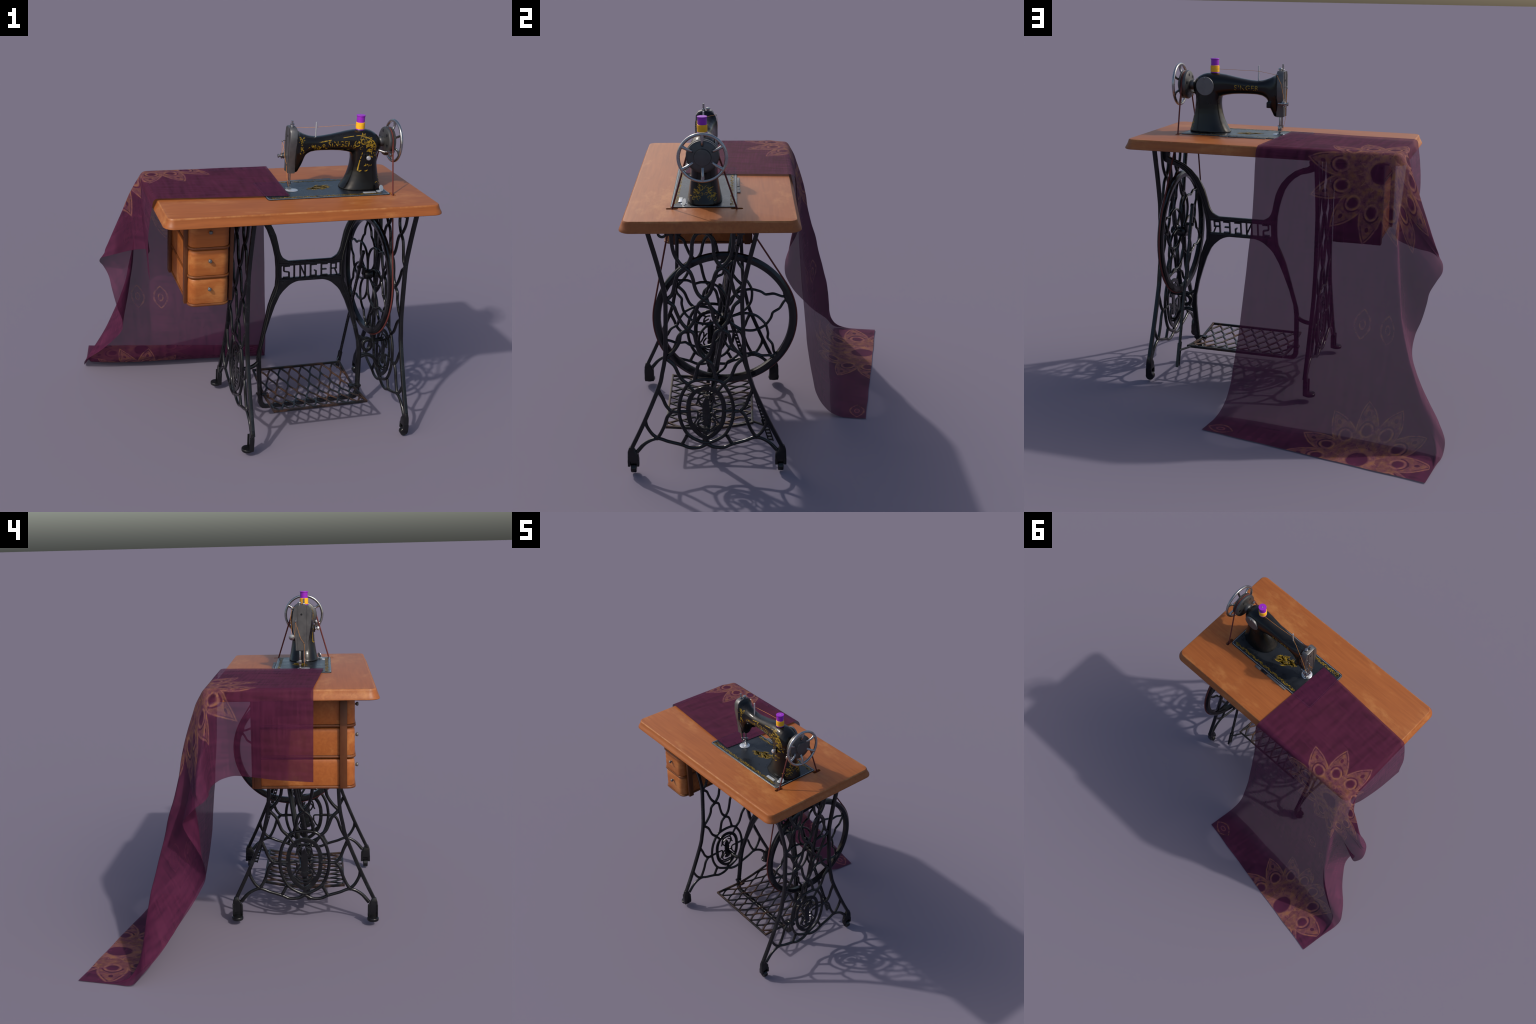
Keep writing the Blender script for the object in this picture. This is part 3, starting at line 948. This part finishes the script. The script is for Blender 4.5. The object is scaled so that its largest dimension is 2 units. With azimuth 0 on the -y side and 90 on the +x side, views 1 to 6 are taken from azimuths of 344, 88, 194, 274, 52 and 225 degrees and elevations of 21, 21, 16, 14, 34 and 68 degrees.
def border(x0, x1, y, amp, seed):
    rnd = random.Random(seed)
    st, x, s = [], x0, 1
    while x < x1 - .02:
        L = rnd.uniform(.034, .048)
        st.append(scroll(x + L * .3, y + s * amp * .15, amp * .8, rnd.uniform(2.4, 3.4), rnd.uniform(1.0, 1.4), s))
        st.append([(x + L * u, y + s * amp * .5 * math.sin(math.pi * u), .0022 * math.sin(math.pi * u) + .0008) for u in np.linspace(0, 1, 9)])
        for _ in range(3):
            st.append(leaf(x + L * rnd.uniform(.2, 1), y + rnd.uniform(-.4, .4) * amp, amp * rnd.uniform(.5, .9), rnd.uniform(-.9, .9) + (math.pi if rnd.random() < .3 else 0), .25, rnd.uniform(-.9, .9)))
        x += L * .86
        s = -s
    return st


st = border(.015, .70, -.529, .015, 3) + border(.16, .715, -.233, .013, 8) + [leaf(.01, -.53, .02, .3)]
st += [scroll(.028, -.529, .017, 0, 1.5, -1), scroll(.712, -.233, .014, 0, 1.5, 1)]
rnd = random.Random(5)
for i in range(52):                                           # worn emblem in the middle of the bed
    u = rnd.random()
    st.append(leaf(.405 - .075 * u + rnd.uniform(-.014, .014), -.402 + .070 * rnd.random(), rnd.uniform(.02, .05), rnd.uniform(-.5, .9) + math.pi * (rnd.random() < .45), .14, rnd.uniform(-.6, .6)))
for i in range(22):
    st.append(leaf(.34 - .062 * rnd.random(), -.40 + .045 * rnd.random(), rnd.uniform(.006, .018), rnd.uniform(0, 6.2), .2, .4))
v, f = strip(st)
me_v = [(x, y, PZ + .0008) for x, y in v]
make("bed_ornament", Geo().add(me_v, f), GOLD, bed, smooth=False, stuff=True)
g = Geo().lathe([(.0001, 0), (.037, 0), (.038, .0008), (.0365, .0018), (.0001, .002)], (.184, -.388, PZ - .0002), (0, 0, 1), 40)
make("needle_plate", g, BRIGHT, bed)
g = Geo().box((.598, -.517, PZ - .001), (.678, -.497, PZ + .004))
make("number_plate", g, BRIGHT, bed, bevel=.0015)
g = Geo().lathe([(.0001, 0), (.019, 0), (.019, .003), (.0001, .003)], (.722, -.482, PZ + .017), (.5, -.75, .35), 24)
g.lathe([(.0001, 0), (.016, 0), (.016, .002), (.0001, .002)], (.706, -.488, PZ), (0, 0, 1), 20)
make("latch_disc", g, BRIGHT, bed)
g = Geo().box((.216, -.2035, TOP - .006), (.39, -.190, PZ + .001)).box((.452, -.2035, TOP - .006), (.50, -.186, PZ + .001))
make("slide_strip", g, DULL, bed, bevel=.001)
g = Geo().box((.395, -.2035, TOP - .006), (.448, -.188, PZ - .0005))
make("hinge", g, IRON, bed, bevel=.001)

# ------------------------------------------------------------------ machine head: pillar and arm fused into one casting
def super_ring(cx, cy, hx, hy, z, p=2.5, n=40):
    out = []
    for i in range(n):
        a = 2 * math.pi * i / n
        c, s = math.cos(a), math.sin(a)
        out.append((cx + hx * math.copysign(abs(c) ** (2 / p), c), cy + hy * math.copysign(abs(s) ** (2 / p), s), z))
    return out


HY = -.378                     # mid line of the head
pillar = [(1.5465, .488, .752, .096), (1.556, .494, .750, .094), (1.575, .507, .744, .090), (1.60, .522, .736, .085), (1.63, .5345, .728, .080),
          (1.66, .543, .722, .0755), (1.69, .5485, .717, .0725), (1.72, .5515, .714, .071), (1.75, .550, .712, .0705), (1.79, .54, .712, .069), (1.83, .56, .71, .064)]
g = Geo().loft([super_ring((a + b) / 2, HY, (b - a) / 2, hy, z, 2.35) for z, a, b, hy in pillar])
arm = [(.184, 1.938, 1.655, .0665), (.190, 1.931, 1.655, .066), (.196, 1.919, 1.655, .064), (.203, 1.910, 1.656, .0615), (.210, 1.905, 1.660, .0595), (.218, 1.901, 1.678, .057), (.227, 1.896, 1.694, .055), (.235, 1.892, 1.714, .053),
       (.243, 1.888, 1.738, .051), (.252, 1.885, 1.757, .049), (.265, 1.880, 1.769, .0475), (.285, 1.8745, 1.780, .046), (.32, 1.870, 1.786, .045), (.36, 1.8725, 1.787, .0455),
       (.42, 1.881, 1.786, .048), (.47, 1.890, 1.783, .051), (.515, 1.899, 1.776, .056), (.555, 1.9045, 1.765, .062), (.60, 1.9075, 1.745, .068),
       (.635, 1.9065, 1.742, .071), (.662, 1.900, 1.745, .070), (.685, 1.889, 1.750, .066), (.703, 1.875, 1.758, .058), (.715, 1.858, 1.772, .046), (.7225, 1.838, 1.79, .030)]


def arm_ring(x, top, bot, hy, n=44):
    zc, hz = (top + bot) / 2, (top - bot) / 2
    head = max(0.0, min(1.0, (.245 - x) / .05))               # the nose narrows towards its foot
    out = []
    for i in range(n):
        a = 2 * math.pi * i / n
        c, s = math.cos(a), math.sin(a)
        y = hy * math.copysign(abs(c) ** (2 / 2.4), c)
        z = hz * math.copysign(abs(s) ** (2 / (2.4 + head * 1.5)), s)
        low = max(0.0, -z / hz)
        y *= 1 - head * .34 * min(1, low * 1.5)
        out.append((x, HY + y, zc + z))
    return out


g.loft([arm_ring(*s) for s in arm])
g.box((.222, -.352, 1.712), (.248, -.322, 1.748))
head = make("machine_arm", g, ENAMEL, machine)
r = head.modifiers.new("fuse", "REMESH")
r.mode, r.voxel_size = "VOXEL", .0042
s = head.modifiers.new("soften", "SMOOTH")
s.factor, s.iterations = .5, 10
bake(head)
head.data.materials.clear()
head.data.materials.append(ENAMEL)
head.data.shade_smooth()
hbm = bmesh.new()
hbm.from_mesh(head.data)
SKIN = BVHTree.FromBMesh(hbm)


def lay_on(points, origin, direction, lift=.0009):
    """Project (u, v) points onto the head: origin(u, v) gives the start of the ray."""
    out = []
    d = Vector(direction)
    for p in points:
        o = Vector(origin(*p))
        hit, nrm, _, _ = SKIN.ray_cast(o, d)
        out.append(None if hit is None or nrm.dot(d) > -.12 else tuple(hit - d * 0 + nrm * lift))
    return out


def decal(name, pts, faces, origin, direction, keep=None):
    P = lay_on(pts, origin, direction)
    g = Geo()
    idx, v = {}, []
    for i, p in enumerate(P):
        if p is not None:
            idx[i] = len(v)
            v.append(p)
    fs = []
    for q in faces:
        if all(i in idx for i in q):
            c = [sum(pts[i][k] for i in q) / len(q) for k in (0, 1)]
            if keep is None or keep(*c):
                fs.append(tuple(idx[i] for i in q))
    g.add(v, fs)
    return make(name, g, GOLD, head, smooth=False, stuff=True)


def lettering(text, size):
    cu = bpy.data.curves.new("words", "FONT")
    cu.body, cu.size, cu.space_character = text, size, 1.12
    tmp = bpy.data.objects.new("words", cu)
    bpy.context.collection.objects.link(tmp)
    me = bpy.data.meshes.new_from_object(tmp.evaluated_get(bpy.context.evaluated_depsgraph_get()))
    bpy.data.objects.remove(tmp)
    bm = bmesh.new()
    bm.from_mesh(me)
    bmesh.ops.triangulate(bm, faces=bm.faces)
    for _ in range(5):
        long = [e for e in bm.edges if e.calc_length() > .006]
        if not long:
            break
        bmesh.ops.subdivide_edges(bm, edges=long, cuts=1)
        bmesh.ops.triangulate(bm, faces=bm.faces)
    pts = [(v.co.x, v.co.y) for v in bm.verts]
    fs = [tuple(v.index for v in f.verts) for f in bm.faces]
    bm.free()
    return pts, fs


worn = lambda amt, sc=55, off=0: (lambda u, v: noise.noise(Vector((u * sc, v * sc, off))) < amt)
FRONT = (lambda u, v: (u, -.9, v)), (0, 1, 0)
BACK = (lambda u, v: (u, .2, v)), (0, -1, 0)
pts, fs = lettering("SINGER", .047)
wd = max(p[0] for p in pts)
decal("lettering", [(.385 + x * .145 / wd, 1.815 + y + .05 * (x * .145 / wd) * .3) for x, y in pts], fs, *FRONT, keep=worn(.12, 45, 3))
pts, fs = lettering("SINGER", .042)
decal("lettering", [(.455 - x * .165 / wd * 47 / 42 * .93, 1.812 + y) for x, y in pts], fs, *BACK, keep=worn(.15, 45, 9))

# scrollwork on the arm's front, the nose, the pillar's front and its end
rnd = random.Random(21)
st = []
st.append([(.33 + .075 * u, 1.843 + .012 * u, .0016 + .0012 * math.sin(math.pi * u)) for u in np.linspace(0, 1, 16)])
st.append([(.30 + .22 * u, 1.799 - .004 * math.sin(math.pi * u), .0011) for u in np.linspace(0, 1, 26)])
st.append([(.47 + .15 * u, 1.866 + .016 * math.sin(1.6 * u), .0016) for u in np.linspace(0, 1, 22)])
st.append([(.57 + .115 * math.sin(u), 1.792 + .085 * math.cos(u) ** .9, .0026) for u in np.linspace(.15, 1.45, 22)])
for i in range(9):                                            # sprig left of the name
    st.append(leaf(.272 + .012 * i, 1.818 + .008 * math.sin(i * 2.1), rnd.uniform(.012, .02), rnd.uniform(-1.2, 1.2) + (math.pi if i % 3 == 0 else 0), .22, rnd.uniform(-.8, .8)))
for i in range(3):
    st.append(scroll(.292 + .032 * i, 1.817 + .006 * (-1) ** i, .011, rnd.uniform(0, 6), 1.1, (-1) ** i))
for cx, cz, sz, a0, tr, fl in ((.565, 1.832, .020, 2.0, 1.3, 1), (.60, 1.848, .022, .4, 1.3, -1), (.635, 1.838, .024, 2.8, 1.3, 1), (.668, 1.818, .019, 4.5, 1.2, -1), (.65, 1.795, .017, 1.0, 1.2, 1),
                             (.545, 1.818, .012, 4.0, 1.1, 1), (.588, 1.806, .013, 1.5, 1.2, -1), (.61, 1.868, .014, 3.0, 1.1, 1)):
    st.append(scroll(cx, cz, sz, a0, tr, fl))
for i in range(46):
    a = rnd.uniform(.1, 2.0)
    rr = rnd.uniform(.05, .108)
    st.append(leaf(.572 + rr * math.sin(a), 1.785 + rr * math.cos(a) * .95, rnd.uniform(.010, .022), math.pi / 2 - a + rnd.uniform(-.9, .9), .24, rnd.uniform(-1, 1)))
for i in range(26):                                           # spray on the nose
    u = rnd.random()
    st.append(leaf(.203 + .03 * rnd.random(), 1.775 + .10 * u, rnd.uniform(.010, .020), rnd.uniform(.8, 2.4), .24, rnd.uniform(-.8, .8)))
st.append([(.598 - .012 * math.sin(u * 2.2) - .012 * u ** 3, 1.78 - .112 * u, .0018 + .0016 * u) for u in np.linspace(0, 1, 18)])
for i in range(7):
    st.append(leaf(.588 + .05 * rnd.random() - .01, 1.663 + .006 * rnd.random(), rnd.uniform(.008, .016), rnd.uniform(-.6, .8), .22, .6))
for i in range(9):
    st.append(leaf(.612 + .006 * i, 1.69 + .012 * rnd.random(), rnd.uniform(.009, .017), rnd.uniform(.7, 1.6), .2, rnd.uniform(-.8, .8)))
v, f = strip(st)
decal("arm_ornament", v, f, *FRONT, keep=worn(.3, 70, 2))
st = [scroll(HY + s * a, z, sz, a0, tr, s * fl) for s in (1, -1) for a, z, sz, a0, tr, fl in
      ((.016, 1.64, .014, 1.57, 1.2, 1), (.032, 1.625, .013, 1.2, 1.2, 1), (.045, 1.602, .014, 1.57, 1.2, -1), (.026, 1.592, .013, 4.7, 1.1, 1), (.055, 1.582, .010, .5, 1.1, -1), (.012, 1.612, .009, 4.0, 1.2, -1))]
for s in (1, -1):
    for i in range(16):
        a = rnd.uniform(.1, 1.35)
        st.append(leaf(HY + s * (.012 + .06 * math.sin(a) * rnd.random() ** .5), 1.578 + .08 * math.cos(a) * rnd.uniform(.4, 1), rnd.uniform(.010, .018), math.pi / 2 - s * a, .2, -s * .7))
v, f = strip(st)
decal("arm_ornament", v, f, lambda u, w: (1.2, u, w), (-1, 0, 0), keep=worn(.35, 70, 5))

# face plate, cover, knobs and the needle gear
fp = [(-.345, 1.936), (-.405, 1.936), (-.425, 1.929), (-.440, 1.910), (-.4445, 1.85), (-.434, 1.785), (-.425, 1.735), (-.419, 1.69), (-.418, 1.6565),
      (-.339, 1.6565), (-.338, 1.70), (-.334, 1.735), (-.322, 1.775), (-.3165, 1.83), (-.323, 1.89), (-.334, 1.925)]
ins = lambda k: [(y + (HY - y) * (k + .06), z + (1.80 - z) * (k * .5 + .016)) for y, z in fp]
g = Geo().loft([[(x, y, z) for y, z in ins(k)] for x, k in ((.189, .03), (.187, .0), (.150, .0), (.146, .035))])
g.box((.1435, -.4105, 1.66), (.148, -.409, 1.93))
g.box((.1435, -.3555, 1.66), (.148, -.354, 1.93))
plate = make("face_plate", g, PLATE, head, angle=35)
g = Geo().lathe([(.0001, -.002), (.006, -.002), (.006, .0015), (.0001, .0015)], (.1455, -.378, 1.878), (-1, 0, 0), 14)
make("oil_hole_disc", g, IRON, plate)  # dark disc set on the plate in place of a hole; nothing is bored
g = Geo().lathe([(.0001, -.01), (.0555, -.01), (.0565, .001), (.055, .0035), (.0001, .004)], (.634, -.3085, 1.829), (0, 1, 0), 40)
g.lathe([(.0001, 0), (.006, 0), (.006, .004), (.004, .006), (.0001, .0065)], (.638, -.306, 1.877), (0, 1, 0), 12)
make("round_cover", g, DULL, head, angle=30)
g = Geo().lathe([(.0001, -.018), (.005, -.018), (.005, .004), (.012, .006), (.0135, .010), (.0135, .016), (.011, .020), (.0001, .021)], (.627, -.4625, 1.752), (0, -1, 0), 20)
make("stitch_knob", g, BRIGHT, head)
g = Geo().box((.6195, -.456, 1.728), (.6345, -.446, 1.776))
make("stitch_slot_plate", g, IRON, head, bevel=.001)  # dark block added on the pillar to look like a slot; no real opening
g = Geo()
g.tube([(.165, -.392, 1.90), (.165, -.392, 1.972)], .0058, 12)
g.lathe([(.0001, 0), (.009, 0), (.010, .005), (.008, .009), (.0001, .009)], (.165, -.392, 1.934), (0, 0, 1), 14)
g.tube([(.165, -.392, 1.66), (.165, -.392, 1.60)], .006, 10)
g.lathe([(.0001, -.010), (.009, -.009), (.009, .009), (.0001, .010)], (.166, -.392, 1.598), (0, 0, 1), 12)
g.tube([(.166, -.392, 1.598), (.187, -.394, 1.598)], .0032, 8)
g.lathe([(.0001, 0), (.006, 0), (.006, .004), (.0001, .004)], (.187, -.394, 1.598), (1, 0, 0), 10)
g.tube([(.165, -.392, 1.59), (.165, -.392, 1.548)], .0016, 8)
make("needle_bar", g, STEEL, head, angle=40)
g = Geo()
g.tube([(.172, -.366, 1.66), (.172, -.366, 1.562)], .0058, 10)
g.lathe([(.0001, 0), (.0085, 0), (.0085, .022), (.0001, .022)], (.174, -.366, 1.925), (0, 0, 1), 12)
g.lathe([(.0001, 0), (.012, 0), (.0125, .004), (.011, .011), (.0001, .012)], (.174, -.366, 1.940), (0, 0, 1), 16)
g.box((.162, -.375, 1.575), (.182, -.357, 1.60))
g.tube([(.172, -.362, 1.588), (.172, -.345, 1.588)], .004, 8)
g.box((.150, -.374, 1.5505), (.186, -.358, 1.556))
g.box((.166, -.372, 1.553), (.178, -.360, 1.58))
make("presser_foot", g, STEEL, head, bevel=.001)
g = Geo()
g.lathe([(.0001, -.03), (.006, -.03), (.006, -.004), (.0175, -.004), (.0185, 0), (.0175, .003), (.011, .004), (.011, .008), (.0175, .009), (.0175, .014), (.007, .016), (.007, .026), (.0115, .027), (.0115, .034), (.0001, .036)],
        (.143, -.318, 1.743), (-1, 0, 0), 18)
g.tube([(.150, -.325, 1.75), (.140, -.338, 1.765), (.128, -.34, 1.762)], .002, 6)
make("tension_dial", g, STEEL, plate, angle=40)
g = Geo()
g.tube(spline([(.15, -.345, 1.84), (.135, -.345, 1.842), (.126, -.345, 1.843), (.123, -.343, 1.838), (.126, -.343, 1.832)], 4), .0024, 8)
g.box((.1445, -.348, 1.80), (.148, -.342, 1.86))
g.tube([(.19, -.326, 1.905), (.185, -.318, 1.912), (.178, -.322, 1.915)], .0028, 8)
g.tube([(.150, -.395, 1.708), (.140, -.395, 1.708)], .003, 8)
make("take_up_lever", g, STEEL, plate)
g = Geo().tube([(.316, -.388, 1.862), (.316, -.388, 1.958)], .0045, 10)
make("spool_pin", g, BRIGHT, head)
g = Geo()
g.lathe([(.0001, 0), (.03, 0), (.028, .006), (.0001, .007)], (.595, -.385, 1.9005), (0, 0, 1), 24)
make("spool_felt", g, IRON, head)

# ------------------------------------------------------------------ thread spool
SX, SY = .595, -.385
g = Geo().lathe([(.0001, 1.9065), (.0265, 1.9065), (.0275, 1.9085), (.0265, 1.911), (.0245, 1.913), (.0245, 1.986), (.0268, 1.988), (.0275, 1.991), (.0265, 1.9935), (.006, 1.9945), (.0055, 1.991), (.0001, 1.991)], (SX, SY, 0), (0, 0, 1), 32)
spool = make("thread_spool", g, VIOLET, machine, angle=35)
g = Geo().lathe([(.0246, 1.9112), (.0270, 1.9125), (.0274, 1.932), (.0270, 1.9495), (.0246, 1.951)], (SX, SY, 0), (0, 0, 1), 32)
make("wound_thread", g, YELLOW, spool, angle=35)
g = Geo().tube([(SX, SY, 1.89), (SX, SY, 1.9935)], .0042, 10)
make("spindle", g, BRIGHT, spool)
g = Geo()
g.tube([(SX - .02, SY + .017, 1.931), (.45, -.372, 1.929), (.318, -.382, 1.926), (.26, -.355, 1.920), (.185, -.318, 1.912)], .0009, 6)
g.tube([(.185, -.318, 1.912), (.155, -.313, 1.86), (.136, -.318, 1.765), (.133, -.322, 1.727), (.128, -.336, 1.755), (.124, -.343, 1.836), (.133, -.352, 1.80), (.139, -.372, 1.735), (.143, -.392, 1.706), (.146, -.394, 1.64), (.160, -.393, 1.575)], .0009, 6)
make("thread", g, FINE, machine)

# ------------------------------------------------------------------ hand wheel
HX, HWY, HWZ = .82, -.379, 1.829
hp = lambda r, deg, x: (x, HWY + r * math.cos(math.radians(deg)), HWZ + r * math.sin(math.radians(deg)))
g = Geo().tube([hp(.1225, a, HX) for a in np.linspace(0, 360, 64, endpoint=False)], .0089, 14, closed=True)
hand = make("hand_wheel", g, STEEL, machine)
g = Geo().lathe([(.0001, -.105), (.018, -.105), (.020, -.098), (.028, -.092), (.031, -.084), (.029, -.066), (.043, -.062), (.078, -.060), (.0845, -.056), (.0875, -.049), (.086, -.040), (.0765, -.036), (.0765, -.028),
                 (.0855, -.024), (.0845, -.016), (.080, -.012), (.060, -.009), (.046, -.006), (.0445, .001), (.0425, .005), (.038, .006), (.0001, .0065)], (HX - .004, HWY, HWZ), (1, 0, 0), 48)
make("wheel_hub", g, HUB, hand, angle=35)
for a in range(30, 390, 60):
    g = Geo().tube(spline([hp(.060, a, HX - .018), hp(.075, a, HX - .006), hp(.095, a, HX + .001), hp(.121, a, HX)], 4),
                   lambda u: .0095 - .0022 * math.sin(math.pi * min(1, u * 1.1)), 10)
    make("hand_wheel_spoke", g, STEEL, hand)
g = Geo()
for a in range(0, 360, 60):
    g.lathe([(.0001, 0), (.009, 0), (.009, .0016), (.0001, .0016)], hp(.062, a + 15, HX - .0645), (-1, 0, 0), 14)
make("hub_dark_disc", g, IRON, hand)  # dark discs laid on the solid hub face stand in for its holes
g = Geo()
g.tube([(.735, -.43, 1.775), (.80, -.455, 1.778)], .006, 10)
g.lathe([(.0001, -.012), (.013, -.012), (.013, -.006), (.007, -.005), (.007, .005), (.013, .006), (.013, .012), (.0001, .012)], (.775, -.464, 1.766), (1, 0, .1), 16)
g.box((.752, -.462, 1.78), (.80, -.452, 1.785))
g.tube([(.705, -.41, 1.785), (.745, -.44, 1.775)], .008, 10)
make("bobbin_winder", g, STEEL, head, angle=40)

# ------------------------------------------------------------------ belt over the hand wheel, through the table, round the drive wheel
def tangent_angle(px, py, cx, cy, r, side):
    d = math.hypot(px - cx, py - cy)
    return math.atan2(py - cy, px - cx) + side * math.acos(r / d)


UR, LR = .0785, .3925
fs_, bs_ = (-.545, 1.543), (-.205, 1.543)
a_f = tangent_angle(*fs_, HWY, HWZ, UR, -1)
a_b = tangent_angle(*bs_, HWY, HWZ, UR, 1)
b_f = tangent_angle(*fs_, WY, WZ, LR, 1)
b_b = tangent_angle(*bs_, WY, WZ, LR, -1)
while a_f < a_b:
    a_f += 2 * math.pi
while b_b < b_f:
    b_b += 2 * math.pi
path = [(HX - .036, HWY + UR * math.cos(a), HWZ + UR * math.sin(a)) for a in np.linspace(a_b, a_f, 30)]
path.append((.774, *fs_))
path += [(WX + .001, WY + LR * math.cos(a), WZ + LR * math.sin(a)) for a in np.linspace(b_f, b_b, 70)]
path.append((.774, *bs_))
make("drive_belt", Geo().tube(path, .0048, 8, closed=True), LEATHER, machine)

# ------------------------------------------------------------------ the cloth
rows, flat = cloth_rows()
nt, ns = rows.shape[:2]
v = rows.reshape(-1, 3).copy()
fl = flat.reshape(-1, 2)
for i in range(len(v)):                                       # soft waves of a light fabric
    n = noise.noise(Vector((fl[i, 0] * 5, fl[i, 1] * 7, 1.3)))
    hang = min(1, max(0, (fl[i, 1] - .8) * 3))
    on_top = v[i][2] > 1.54
    v[i] += np.array((0, .006 * n * hang, .0012 * n if on_top else 0))
v[:, 2] = np.maximum(v[:, 2], .0015)
faces = [(i * ns + k, i * ns + k + 1, (i + 1) * ns + k + 1, (i + 1) * ns + k) for i in range(nt - 1) for k in range(ns - 1)]
me = bpy.data.meshes.new("draped_cloth")
me.from_pydata([tuple(p) for p in v], [], faces)
uv = me.uv_layers.new(name="flat")
ids = np.empty(len(me.loops), int)
me.loops.foreach_get("vertex_index", ids)
uv.data.foreach_set("uv", fl[ids].astype(np.float32).ravel())
me.materials.append(CLOTH)
me.shade_smooth()
cloth = bpy.data.objects.new("draped_cloth", me)
bpy.context.collection.objects.link(cloth)
cloth["label"] = "sheer purple cloth with gold rosettes draped to the floor"
cloth["category"] = "fabric"
